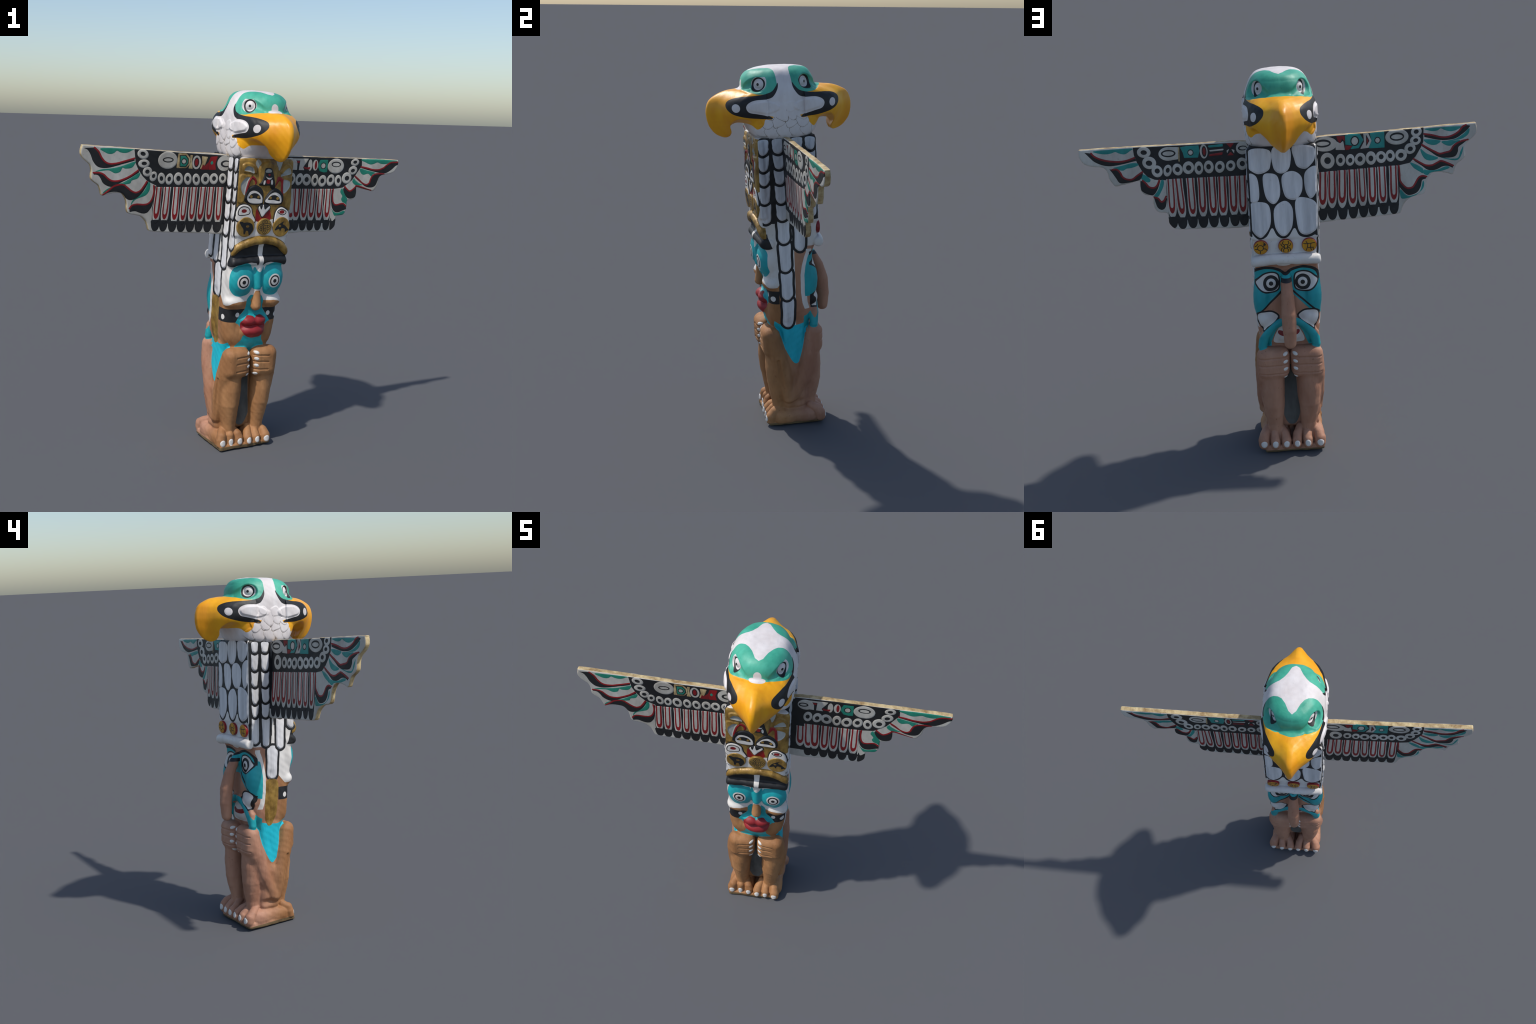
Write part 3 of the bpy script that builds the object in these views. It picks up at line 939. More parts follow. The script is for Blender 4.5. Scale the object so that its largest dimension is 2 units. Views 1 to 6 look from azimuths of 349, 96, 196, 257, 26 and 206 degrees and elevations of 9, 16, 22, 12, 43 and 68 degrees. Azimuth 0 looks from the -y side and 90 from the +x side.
    P('red_strap', 'red', [(.056, 1.502), (.060, 1.532), (.072, 1.558), (.10, 1.545), (.105, 1.508), (.108, 1.430), (.092, 1.485), (.089, 1.528), (.076, 1.532)], .003)
    P('crest_figure', 'black', [(-.046, 1.512), (-.028, 1.542), (-.020, 1.575), (-.017, 1.600), (.003, 1.605), (.024, 1.600), (.036, 1.573), (.046, 1.538), (.055, 1.496), (.032, 1.492), (.018, 1.509), (-.012, 1.509)], .004)
    P('crest_mark', 'grey', [(-.014, 1.590), (0, 1.600), (.018, 1.594), (.019, 1.582), (-.012, 1.580)])
    P('crest_mark', 'red', [(.001, 1.570), (.009, 1.574), (.016, 1.568), (.009, 1.561)])
    P('crest_mark', 'white', [(-.012, 1.560), (.0, 1.553), (.022, 1.553), (.030, 1.562), (.020, 1.545), (.003, 1.545)])
    k.front('crest_mark', 'red', oval_sdf(.005, 1.532, .012, .012), vmax=-.12)
    k.front('crest_mark', 'white', oval_sdf(-.018, 1.527, .006, .013, -.25), vmax=-.12)
    k.front('crest_mark', 'white', oval_sdf(.028, 1.529, .006, .014, .1), vmax=-.12)
    P('brow', 'black', [(-.130, 1.428), (-.127, 1.469), (-.109, 1.498), (-.073, 1.513), (-.034, 1.500), (-.015, 1.471), (-.014, 1.430), (-.020, 1.410), (-.085, 1.408)], .006, .010)
    P('brow', 'black', [(-.008, 1.419), (-.004, 1.441), (.019, 1.474), (.049, 1.496), (.081, 1.487), (.107, 1.458), (.108, 1.419), (.089, 1.405), (.005, 1.409)], .006, .010)
    P('crest_eye', 'white', [(-.117, 1.441), (-.107, 1.469), (-.083, 1.483), (-.051, 1.475), (-.025, 1.449), (-.027, 1.416), (-.092, 1.416)])
    P('crest_eye', 'white', [(-.001, 1.422), (.009, 1.444), (.032, 1.466), (.061, 1.473), (.089, 1.458), (.098, 1.430), (.088, 1.415), (.037, 1.413)])
    P('crest_iris', 'black', [(-.107, 1.442), (-.094, 1.463), (-.069, 1.470), (-.043, 1.459), (-.035, 1.437), (-.072, 1.442)])
    P('crest_iris', 'black', [(.014, 1.434), (.027, 1.453), (.056, 1.459), (.080, 1.447), (.086, 1.426), (.048, 1.432)])
    for a, b in ((-.092, 1.451), (-.048, 1.449), (.029, 1.444), (.073, 1.441)):
        k.front('crest_iris', 'gold', oval_sdf(a, b, .008, .0075), vmax=-.12)
    for pts, ring, red in (([(-.172, 1.320), (-.172, 1.385), (-.148, 1.411), (-.110, 1.412), (-.080, 1.391), (-.070, 1.359), (-.050, 1.315), (-.10, 1.30)],
                            [(-.158, 1.350), (-.159, 1.384), (-.135, 1.399), (-.103, 1.393), (-.090, 1.370), (-.103, 1.353)], (-.128, 1.374)),
                           ([(.060, 1.300), (.060, 1.352), (.075, 1.384), (.101, 1.398), (.132, 1.388), (.158, 1.362), (.162, 1.30), (.11, 1.29)],
                            [(.078, 1.366), (.090, 1.380), (.108, 1.384), (.134, 1.371), (.130, 1.355), (.107, 1.349)], (.107, 1.367))):
        f = smooth_patch(pts)
        k.front('paw', 'black', f, vmax=-.12, lift=.006, soft=.012)
        k.front('paw', 'white', grown(f, -.006), vmax=-.12)
        g = smooth_patch(ring)
        k.front('paw_ring', 'black', g, vmax=-.12)
        k.front('paw_ring', 'white', grown(g, -.005), vmax=-.12)
        k.front('paw_ring', 'red', oval_sdf(red[0], red[1], .016, .010), vmax=-.12)
    P('tongue', 'red', [(-.049, 1.318), (-.053, 1.375), (-.043, 1.379), (-.023, 1.339), (-.005, 1.344), (.028, 1.376), (.038, 1.363), (.040, 1.325), (-.004, 1.320)])
    P('snout', 'black', [(-.046, 1.386), (-.036, 1.404), (-.012, 1.412), (.028, 1.405), (.036, 1.386), (.012, 1.360), (-.014, 1.335), (-.033, 1.362)], .006, .01)
    P('snout', 'white', [(-.040, 1.383), (-.035, 1.398), (-.024, 1.381), (-.013, 1.408), (-.002, 1.381), (.025, 1.399), (.030, 1.386), (.009, 1.364), (-.014, 1.342), (-.029, 1.364)])

    # ---- flank feathers: rounded white tongues with dark outlines, upper lapping lower
    def column(sgn, v0, half, ends, top, lean=0.0, umin=.10):
        tops = [top] + list(ends[:-1])
        for i in reversed(range(len(ends))):
            b, t = ends[i], tops[i]
            c = v0 + lean * (1.64 - b)
            if isinstance(half, (list, tuple)):
                h = half[i]
            else:
                h = half
            j = rng.uniform(-.003, .003, 4)
            pts = [(c - h * .96, t + .004), (c + h * .96, t + .004), (c + h * 1.02, b + .55 * (t - b)), (c + h * .98 + j[0], b + 1.05 * h), (c + h * .72 + j[1], b + .36 * h), (c + h * .26, b + .03 * h),
                   (c - h * .26, b + .03 * h), (c - h * .72 + j[2], b + .36 * h), (c - h * .98 + j[3], b + 1.05 * h), (c - h * 1.02, b + .55 * (t - b))]
            f = smooth_patch(pts, 4)
            k.side('feather_outline', 'black', grown(f, .0135), sgn, umin=umin, key=('outline', sgn), corner=True)
            k.side('feather', 'feather_white', f, sgn, umin=umin, lift=.0065, soft=.007, corner=True, ramp=(t, b))
    ZR('feather_outline', 'black', poly_sdf([(-.172, 1.646), (-.010, 1.646), (-.010, 1.20), (-.095, 1.20), (-.165, 1.215)]), key=('outline', 1), corner=True)
    ZR('feather_outline', 'black', poly_sdf([(.012, 1.646), (.156, 1.646), (.156, 1.21), (.012, 1.20)]), key=('outline', 1), corner=True)
    ZL('feather_outline', 'black', poly_sdf([(-.158, 1.646), (-.010, 1.646), (-.010, 1.18), (-.12, 1.18), (-.150, 1.24)]), key=('outline', -1), corner=True)
    ZL('feather_outline', 'black', poly_sdf([(.0, 1.646), (.150, 1.646), (.150, 1.14), (.0, 1.12)]), key=('outline', -1), corner=True)
    column(1, -.130, .028, (1.567, 1.483, 1.409, 1.311, 1.204), 1.640)
    column(1, .050, .028, (1.580, 1.485, 1.395, 1.305, 1.215, 1.036), 1.640)
    column(1, .118, .023, (1.580, 1.485, 1.395, 1.305, 1.225), 1.640)
    column(1, -.050, .0295, (1.570, 1.489, 1.408, 1.306, 1.213, 1.086, .928, .766, .600), 1.640, lean=.022)
    column(-1, .008, .032, (.870,), 1.05, lean=-.012)
    column(-1, -.127, .0235, (1.576, 1.487, 1.412, 1.320, 1.156), 1.640)
    column(-1, .110, .0225, (1.586, 1.488, 1.399, 1.303, 1.230, 1.080), 1.640)
    column(-1, .040, .023, (1.586, 1.486, 1.396, 1.310, 1.227, 1.062), 1.640)
    column(-1, -.055, .024, (1.582, 1.487, 1.406, 1.312, 1.223, 1.040), 1.640)
    ZL('channel', 'gold', smooth_patch([(-.034, .86), (.046, .86), (.050, .75), (.046, .66), (.028, .608), (.010, .597), (-.010, .608), (-.030, .66), (-.036, .75)]), umin=.08)

    # ---- back feathers: broad hewn facets
    BK = [[(.154, 1.640), (.058, 1.634), (.058, 1.560), (.075, 1.535), (.115, 1.524), (.145, 1.538), (.160, 1.560)],
          [(.042, 1.644), (-.036, 1.646), (-.035, 1.552), (.004, 1.521), (.041, 1.549)],
          [(-.055, 1.650), (-.150, 1.642), (-.157, 1.588), (-.135, 1.555), (-.108, 1.538), (-.075, 1.550), (-.062, 1.58)],
          [(.168, 1.520), (.128, 1.511), (.117, 1.447), (.122, 1.395), (.148, 1.381), (.170, 1.415)],
          [(.094, 1.508), (.062, 1.523), (.024, 1.503), (.017, 1.416), (.048, 1.372), (.085, 1.410)],
          [(.003, 1.504), (-.046, 1.529), (-.089, 1.500), (-.092, 1.440), (-.075, 1.402), (-.048, 1.387), (-.008, 1.410)],
          [(-.110, 1.520), (-.164, 1.545), (-.166, 1.448), (-.150, 1.405), (-.128, 1.393), (-.107, 1.440)],
          [(.167, 1.369), (.102, 1.382), (.070, 1.354), (.070, 1.270), (.100, 1.218), (.128, 1.206), (.165, 1.260)],
          [(.045, 1.349), (-.005, 1.383), (-.040, 1.346), (-.038, 1.262), (-.015, 1.218), (.009, 1.206), (.030, 1.222), (.047, 1.265)],
          [(-.057, 1.375), (-.092, 1.397), (-.158, 1.363), (-.160, 1.250), (-.140, 1.220), (-.105, 1.207), (-.075, 1.222), (-.062, 1.270)]]
    k.back('feather_ground', 'black', smooth_patch([(.168, 1.652), (-.168, 1.652), (-.168, 1.24), (-.145, 1.205), (-.105, 1.193), (-.070, 1.205), (-.048, 1.245), (-.02, 1.205), (.009, 1.193), (.040, 1.210), (.062, 1.250), (.09, 1.208), (.128, 1.193), (.160, 1.225), (.170, 1.26)], 4), vmin=.118, corner=True)
    for pts in BK:
        f = grown(smooth_patch(pts), .001)
        k.back('feather', 'feather_white', f, vmin=.118, lift=.006, soft=.009, corner=True, ramp=(max(q[1] for q in pts), min(q[1] for q in pts)))

    # ---- rear mask paint
    vl = lambda w: np.interp(w, [.70, .74, .80, .90, .95, 1.0, 1.03], [.085, .072, .066, .066, .074, .088, .10])

    def strip(V):
        w = V[:, 2]
        e = vl(w)
        return np.maximum(np.maximum(e - .020 - V[:, 1], V[:, 1] - e - .01), np.maximum(.702 - w, w - 1.045))
    for su in (-1, 1):
        k.paint('cheek_edge', 'white', strip, [(.10, 9) if su > 0 else (-9, -.10), (.02, .16), (.69, 1.06)])
    mask = smooth_patch([(.190, .985), (.168, .998), (.152, 1.023), (.116, 1.036), (.081, 1.034), (.046, 1.024), (.008, 1.008), (-.030, 1.022), (-.060, 1.032), (-.09, 1.033), (-.126, 1.024), (-.154, 1.003), (-.168, .98), (-.195, .95),
                         (-.195, .77), (-.158, .772), (-.112, .804), (-.067, .851), (-.026, .890), (.008, .90), (.045, .892), (.090, .849), (.138, .803), (.165, .775), (.195, .77)], 4)
    k.paint('mask_cheeks', 'turquoise', lambda V: np.maximum(np.maximum(mask(V[:, 0], V[:, 2]), vl(V[:, 2]) - V[:, 1]), .738 - V[:, 2]), [None, (.03, 9), (.72, 1.06)])
    K = lambda n, m, f, **kw: k.back(n, m, f, **({'vmin': .095} | kw))
    K('brow_line', 'black', line_sdf(spline([(.172, .960), (.172, .995), (.152, 1.023), (.116, 1.036), (.081, 1.034), (.046, 1.024), (.008, 1.007), (-.030, 1.022), (-.060, 1.031), (-.09, 1.033), (-.126, 1.024), (-.154, 1.003), (-.166, .965)], 5, False), .015), key='lines')
    for su in (-1, 1):
        K('mask_line', 'black', line_sdf(spline([(su * .030, .905), (su * .045, .890), (su * .090, .849), (su * .138, .803), (su * .162, .780)], 4, False), .0095), key='lines')
        ev = smooth_patch([(su * .163, .962), (su * .143, .985), (su * .110, 1.008), (su * .068, 1.012), (su * .038, .994), (su * .034, .934), (su * .050, .908), (su * .090, .899), (su * .128, .912), (su * .154, .938)])
        K('eye_rim', 'black', ev)
        K('eye', 'white', grown(ev, -.008))
        for r, m in ((.040, 'black'), (.0245, 'white'), (.0115, 'black')):
            K('eye' if r > .03 else 'iris', m, oval_sdf(su * .080, .951, r, r * 1.05))
        lid = smooth_patch([(su * .142, .803), (su * .160, .783), (su * .156, .75), (su * .130, .698), (su * .104, .720), (su * .048, .766), (su * .071, .798), (su * .11, .806)])
        K('cheek_patch', 'black', grown(lid, .003))
        K('cheek_patch', 'white', grown(lid, -.006))
        mo = smooth_patch([(su * .0, .765), (su * .045, .762), (su * .080, .742), (su * .113, .712), (su * .140, .680), (su * .158, .64), (su * .165, .575), (su * .11, .590), (su * .088, .632), (su * .068, .682), (su * .034, .725), (su * .0, .735)])
        k.paint('moustache', 'turquoise', lambda V, f=mo: np.maximum(f(V[:, 0], V[:, 2]), .002 - limb_dist(V)), [None, (.06, 9), (.55, .80)])
    K('mouth', 'white', smooth_patch([(-.030, .722), (.030, .722), (.062, .683), (.080, .625), (.04, .612), (-.04, .612), (-.080, .625), (-.062, .683)]))
    K('mouth', 'red', smooth_patch([(-.050, .690), (0, .682), (.050, .690), (.054, .672), (.03, .660), (-.03, .660), (-.054, .672)]))
    nose = tube(NOSE, NOSE_R)
    k.paint('long_nose', 'skin', lambda V: np.maximum(np.maximum(nose(V[:, 0], V[:, 1], V[:, 2]) - .004, V[:, 2] - .972), .135 - V[:, 1]), [(-.06, .06), (.10, 9), (.6, 1.03)])
    k.paint('nose_band', 'black', lambda V: np.maximum(np.maximum(nose(V[:, 0], V[:, 1], V[:, 2]) - .006, np.abs(V[:, 2] - .977) - .010), .120 - V[:, 1]), [(-.06, .06), (.10, 9), (.95, 1.03)])
    k.paint('forehead_spot', 'white', lambda V, f=oval_sdf(.012, 1.060, .042, .018): np.maximum(f(V[:, 0], V[:, 2]), V[:, 2] - 1.066), [(-.06, .06), (.10, 9), (1.03, 1.08)])
    k.paint('ledge', 'white', lambda V, f=line_sdf([(-.165, 1.078), (-.08, 1.086), (0, 1.090), (.08, 1.088), (.165, 1.082)], .052): np.maximum(f(V[:, 0], V[:, 2]), .125 - V[:, 1]), [None, (.11, 9), (1.04, 1.13)])

    # ---- relief and split of the bare-skinned figures into limbs
    def extra(V, N):
        h = carving_noise(V, .0015)
        for f, sv, depth in groove:
            m = np.nonzero((V[:, 1] * sv > .11) & (V[:, 2] > .4) & (V[:, 2] < .62))[0]
            t = np.clip(-f(V[m, 0], V[m, 2]) / .006, 0, 1)
            h[m] -= depth * t * t * (3 - 2 * t)
        return h
    k.sculpt(extra)

    def limbs(C, reg):
        out = []
        kinds = list(LIMBS)
        sel = np.isin(reg, [legs_f, legs_b])
        d = np.stack([np.min([f(C[:, 0], C[:, 1], C[:, 2]) for f in LIMBS[q]], 0) for q in kinds])
        near = d.argmin(0)
        for i, q in enumerate(kinds):
            for su in (-1, 1):
                for rid, mat in ((legs_f, 'skin'), (legs_b, 'skin')):
                    out.append((sel & (near == i) & (C[:, 0] * su >= 0) & (reg == rid), q, mat))
        return out
    k.split(limbs)
    return k.build({})

# ----------------------------------------------------------------------------------
# wings: flat carved boards painted on both faces
# ----------------------------------------------------------------------------------

LEFT_EDGE = [(-.175, 1.655), (-.45, 1.665), (-.70, 1.676), (-.955, 1.686), (-.978, 1.678), (-.984, 1.645), (-.972, 1.622), (-.953, 1.604), (-.934, 1.588), (-.926, 1.560),
             (-.926, 1.522), (-.910, 1.503), (-.886, 1.486), (-.874, 1.460), (-.863, 1.434), (-.835, 1.441), (-.795, 1.449), (-.762, 1.446), (-.743, 1.428), (-.732, 1.400),
             (-.727, 1.357), (-.713, 1.340), (-.678, 1.333), (-.648, 1.325), (-.620, 1.302), (-.607, 1.275), (-.600, 1.255), (-.580, 1.245), (-.46, 1.236), (-.30, 1.230), (-.165, 1.226), (-.13, 1.30), (-.13, 1.60)]
RIGHT_EDGE = [(.17, 1.656), (.45, 1.656), (.70, 1.656), (.96, 1.652), (.984, 1.647), (.988, 1.628), (.980, 1.603), (.960, 1.578), (.925, 1.566), (.885, 1.560), (.864, 1.550),
              (.854, 1.528), (.850, 1.502), (.838, 1.480), (.822, 1.463), (.79, 1.467), (.74, 1.477), (.702, 1.483), (.703, 1.455), (.697, 1.428), (.677, 1.411), (.643, 1.404),
              (.643, 1.370), (.639, 1.342), (.622, 1.321), (.580, 1.313), (.575, 1.285), (.573, 1.258), (.553, 1.233), (.525, 1.225), (.40, 1.223), (.16, 1.222), (.13, 1.30), (.13, 1.60)]


class WingFace:
    """paints on one face of a wing board"""

    def __init__(self, skin, back, mid):
        self.k, self.back, self.mid = skin, back, mid

    def put(self, name, mat, f2, lift=0.0, soft=.004):
        mat = {'white': 'board_white', 'teal': 'back_teal' if self.back else 'teal'}.get(mat, mat)
        mid = self.mid
        sgn = 1 if self.back else -1
        fn = lambda V: np.maximum(f2(V[:, 0], V[:, 2]), .0125 - sgn * (V[:, 1] - mid(V)))
        m = .008
        vb = (-.02, .2) if self.back else (-.2, .02)
        self.k.paint(name, mat, fn, [(f2.lo[0] - m, f2.hi[0] + m), vb, (f2.lo[1] - m, f2.hi[1] + m)], lift=lift, soft=soft)

    def patch(self, name, mat, pts):
        straight = name in ('dark_band', 'square_motif', 'motif')
        self.put(name, mat, poly_sdf(pts) if straight else smooth_patch(pts, 4), lift=0 if name == 'dark_band' else .0008)

    def oval(self, name, mat, cx, cy, rx, ry):
        self.put(name, mat, oval_sdf(cx, cy, rx, ry))

    def ring(self, cx, cy, rx, ry):
        j = rng.uniform(-1, 1, 3)
        self.put('ring', 'white', oval_sdf(cx, cy, rx, ry, .3 * j[0]), lift=.002)
        self.put('ring_centre', 'black', oval_sdf(cx + .0015 * j[1], cy + .002 * j[2], rx * .47, ry * .43, .3 * j[0]), lift=-.002)

    def mouth_disc(self, disc, mouth, inner):
        self.put('disc', 'white', oval_sdf(*disc), lift=.002)
        self.put('mouth', 'black', oval_sdf(*mouth))
        self.put('mouth', 'white', oval_sdf(*inner))

    def root_disc(self, u0):
        self.put('disc', 'white', oval_sdf(u0, 1.612, .042, .035), lift=.002)
        self.put('mouth', 'black', oval_sdf(u0 - .012, 1.612, .026, .014))
        self.put('mouth', 'white', oval_sdf(u0 - .012, 1.612, .018, .007))

    def quill(self, tu, tw, bu, bw, half):
        """long feather: white tongue, red horseshoe, white heart"""
        def tongue(h, up, down, point):
            a, b = np.array([tu, tw + up]), np.array([bu, bw + down])
            pts = []
            for t, q in ((0, .92), (.35, .96), (.7, 1.06), (.86, .95), (.96, point)):
                c = a + (b - a) * t
                pts.append((c[0] - h * q, c[1]))
            pts.append(tuple(b))
            for t, q in ((.96, point), (.86, .95), (.7, 1.06), (.35, .96), (0, .92)):
                c = a + (b - a) * t
                pts.append((c[0] + h * q, c[1]))
            f = smooth_patch(pts, 4)
            top = tw + .003

            def g(x, y):
                return np.maximum(f(x, y), y - top)
            g.lo, g.hi = f.lo, np.array([f.hi[0], top])
            return g
        j = rng.uniform(.92, 1.08, 3)
        self.put('quill_feather', 'white', tongue(half * 1.04, .04, 0, .55), lift=.0025, soft=.006)
        self.put('red_horseshoe', 'red', tongue(half * .80 * j[0], .04, .024 * j[1], .6))
        self.put('quill_heart', 'white', tongue(half * .40 * j[2], .04, .050 * j[1], .8))

    def dark_tip(self, cu, cw, half):
        t = cw + .060
        self.put('dark_tip', 'black', smooth_patch([(cu - half * .9, t), (cu + half * .9, t), (cu + half * .98, cw + .040), (cu + half * .86, cw + .022), (cu + half * .52, cw + .006), (cu, cw + .001), (cu - half * .52, cw + .006), (cu - half * .86, cw + .022), (cu - half * .98, cw + .040)], 4), lift=.001)

    def plume(self, top, bottom):
        """curved outer feather: dark sweep with a red upper border"""
        a, b = spline(top, 5, False), spline(bottom, 5, False)
        self.put('plume', 'black', poly_sdf(np.concatenate([a, b[::-1]])), lift=.001)
        self.put('plume_border', 'red', line_sdf(a, .009), lift=.0012)


def wing_front_left(face):
    face.patch('dark_band', 'black', [(-0.707, 1.673), (-0.701, 1.633), (-0.696, 1.6), (-0.679, 1.568), (-0.654, 1.535), (-0.625, 1.509), (-0.575, 1.487), (-0.582, 1.431), (-0.589, 1.374), (-0.588, 1.289), (-0.394, 1.282), (-0.142, 1.275), (-0.156, 1.47), (-0.17, 1.651), (-0.459, 1.661)])
    for ring in [(-0.659, 1.648, 0.031, 0.024), (-0.651, 1.6, 0.031, 0.022), (-0.629, 1.559, 0.026, 0.025), (-0.595, 1.535, 0.02, 0.026), (-0.548, 1.525, 0.021, 0.03), (-0.504, 1.522, 0.021, 0.03), (-0.453, 1.524, 0.026, 0.034), (-0.399, 1.524, 0.022, 0.032), (-0.349, 1.521, 0.022, 0.032), (-0.296, 1.525, 0.025, 0.031), (-0.246, 1.526, 0.025, 0.03), (-0.193, 1.528, 0.022, 0.028)]:
        face.ring(*ring)
    face.mouth_disc((-0.52, 1.62, 0.054, 0.045), (-0.519, 1.622, 0.031, 0.014), (-0.519, 1.622, 0.024, 0.008))
    face.patch('square_motif', 'cream', [(-0.463, 1.657), (-0.417, 1.658), (-0.395, 1.636), (-0.393, 1.602), (-0.413, 1.581), (-0.469, 1.58)])
    face.patch('square_motif', 'black', [(-0.455, 1.648), (-0.419, 1.649), (-0.402, 1.63), (-0.401, 1.604), (-0.415, 1.586), (-0.452, 1.585)])
    face.patch('square_motif', 'teal', [(-0.45, 1.644), (-0.422, 1.644), (-0.408, 1.628), (-0.407, 1.606), (-0.418, 1.59), (-0.448, 1.59)])
    face.oval('dot', 'black', -0.429, 1.616, 0.016, 0.016)
    face.oval('dot', 'white', -0.429, 1.616, 0.011, 0.011)
    face.patch('motif', 'cream', [(-0.394, 1.649), (-0.379, 1.65), (-0.384, 1.617), (-0.375, 1.578), (-0.4, 1.579), (-0.391, 1.61)])
    face.oval('oval_motif', 'white', -0.355, 1.612, 0.025, 0.036)
    face.oval('oval_motif', 'black', -0.355, 1.612, 0.015, 0.026)
    face.oval('oval_motif', 'red', -0.355, 1.612, 0.01, 0.019)
    face.patch('motif', 'cream', [(-0.326, 1.645), (-0.29, 1.642), (-0.304, 1.6), (-0.32, 1.577), (-0.333, 1.578), (-0.322, 1.611)])
    face.patch('motif', 'red', [(-0.328, 1.574), (-0.317, 1.602), (-0.304, 1.594), (-0.282, 1.618), (-0.281, 1.574)])
    face.patch('motif', 'red', [(-0.284, 1.616), (-0.275, 1.643), (-0.232, 1.647), (-0.245, 1.605), (-0.238, 1.574), (-0.279, 1.573)])
    face.patch('motif', 'teal', [(-0.275, 1.61), (-0.265, 1.624), (-0.256, 1.61), (-0.266, 1.599)])
    face.oval('oval_motif', 'white', -0.191, 1.61, 0.042, 0.041)
    face.oval('oval_motif', 'black', -0.182, 1.607, 0.03, 0.019)
    face.oval('oval_motif', 'white', -0.177, 1.607, 0.023, 0.011)
    for quill in [(-0.558, 1.477, -0.567, 1.286, 0.019), (-0.51, 1.477, -0.518, 1.283, 0.02), (-0.457, 1.477, -0.461, 1.279, 0.019), (-0.406, 1.477, -0.413, 1.278, 0.019), (-0.357, 1.477, -0.361, 1.283, 0.02), (-0.302, 1.478, -0.311, 1.279, 0.02), (-0.255, 1.478, -0.259, 1.279, 0.02), (-0.205, 1.478, -0.202, 1.276, 0.02)]:
        face.quill(*quill)
    for tip in [(-0.567, 1.246, 0.025), (-0.521, 1.243, 0.025), (-0.469, 1.238, 0.025), (-0.418, 1.237, 0.026), (-0.366, 1.236, 0.026), (-0.313, 1.234, 0.026), (-0.26, 1.232, 0.026), (-0.203, 1.229, 0.027)]:
        face.dark_tip(*tip)
    face.patch('teal_lobe', 'teal', [(-0.882, 1.673), (-0.715, 1.672), (-0.722, 1.664), (-0.741, 1.654), (-0.762, 1.651), (-0.784, 1.655), (-0.799, 1.662), (-0.814, 1.65), (-0.834, 1.644), (-0.859, 1.651)])
    face.patch('teal_lobe', 'teal', [(-0.912, 1.554), (-0.875, 1.568), (-0.826, 1.573), (-0.773, 1.584), (-0.702, 1.61), (-0.7, 1.597), (-0.715, 1.578), (-0.749, 1.572), (-0.765, 1.577), (-0.775, 1.557), (-0.802, 1.548), (-0.825, 1.558), (-0.844, 1.563), (-0.886, 1.557)])
    face.patch('teal_lobe', 'teal', [(-0.866, 1.442), (-0.852, 1.46), (-0.822, 1.48), (-0.788, 1.497), (-0.758, 1.502), (-0.72, 1.523), (-0.674, 1.553), (-0.668, 1.544), (-0.681, 1.523), (-0.711, 1.512), (-0.719, 1.497), (-0.761, 1.49), (-0.792, 1.489), (-0.822, 1.475), (-0.844, 1.456)])
    face.patch('teal_lobe', 'teal', [(-0.62, 1.505), (-0.61, 1.498), (-0.609, 1.476), (-0.616, 1.453), (-0.633, 1.434), (-0.664, 1.423), (-0.687, 1.412), (-0.702, 1.394), (-0.711, 1.375), (-0.706, 1.401), (-0.688, 1.423), (-0.661, 1.438), (-0.638, 1.464)])
    face.plume([(-0.916, 1.675), (-0.893, 1.654), (-0.877, 1.626), (-0.857, 1.605), (-0.831, 1.596), (-0.793, 1.6), (-0.751, 1.612), (-0.704, 1.626)],
               [(-0.975, 1.671), (-0.952, 1.663), (-0.935, 1.639), (-0.921, 1.607), (-0.898, 1.582), (-0.867, 1.574), (-0.826, 1.578), (-0.773, 1.593), (-0.701, 1.614)])
    face.plume([(-0.916, 1.55), (-0.885, 1.55), (-0.862, 1.542), (-0.843, 1.525), (-0.819, 1.511), (-0.789, 1.51), (-0.755, 1.519), (-0.717, 1.538), (-0.68, 1.566)],
               [(-0.915, 1.54), (-0.892, 1.538), (-0.877, 1.521), (-0.865, 1.5), (-0.845, 1.486), (-0.822, 1.48), (-0.799, 1.486), (-0.769, 1.502), (-0.724, 1.523), (-0.672, 1.556)])
    face.plume([(-0.864, 1.435), (-0.836, 1.458), (-0.807, 1.482), (-0.776, 1.491), (-0.753, 1.49), (-0.733, 1.477), (-0.709, 1.459), (-0.685, 1.451), (-0.662, 1.46), (-0.647, 1.479), (-0.629, 1.509)],
               [(-0.862, 1.432), (-0.836, 1.448), (-0.806, 1.455), (-0.771, 1.451), (-0.751, 1.44), (-0.739, 1.423), (-0.719, 1.412), (-0.691, 1.416), (-0.665, 1.434), (-0.642, 1.461), (-0.62, 1.505)])
    face.plume([(-0.715, 1.368), (-0.702, 1.384), (-0.674, 1.39), (-0.638, 1.388), (-0.615, 1.393), (-0.599, 1.408), (-0.59, 1.431), (-0.586, 1.457), (-0.589, 1.487)],
               [(-0.714, 1.349), (-0.684, 1.354), (-0.66, 1.346), (-0.636, 1.341), (-0.616, 1.346), (-0.601, 1.363), (-0.59, 1.385), (-0.582, 1.431), (-0.577, 1.485)])


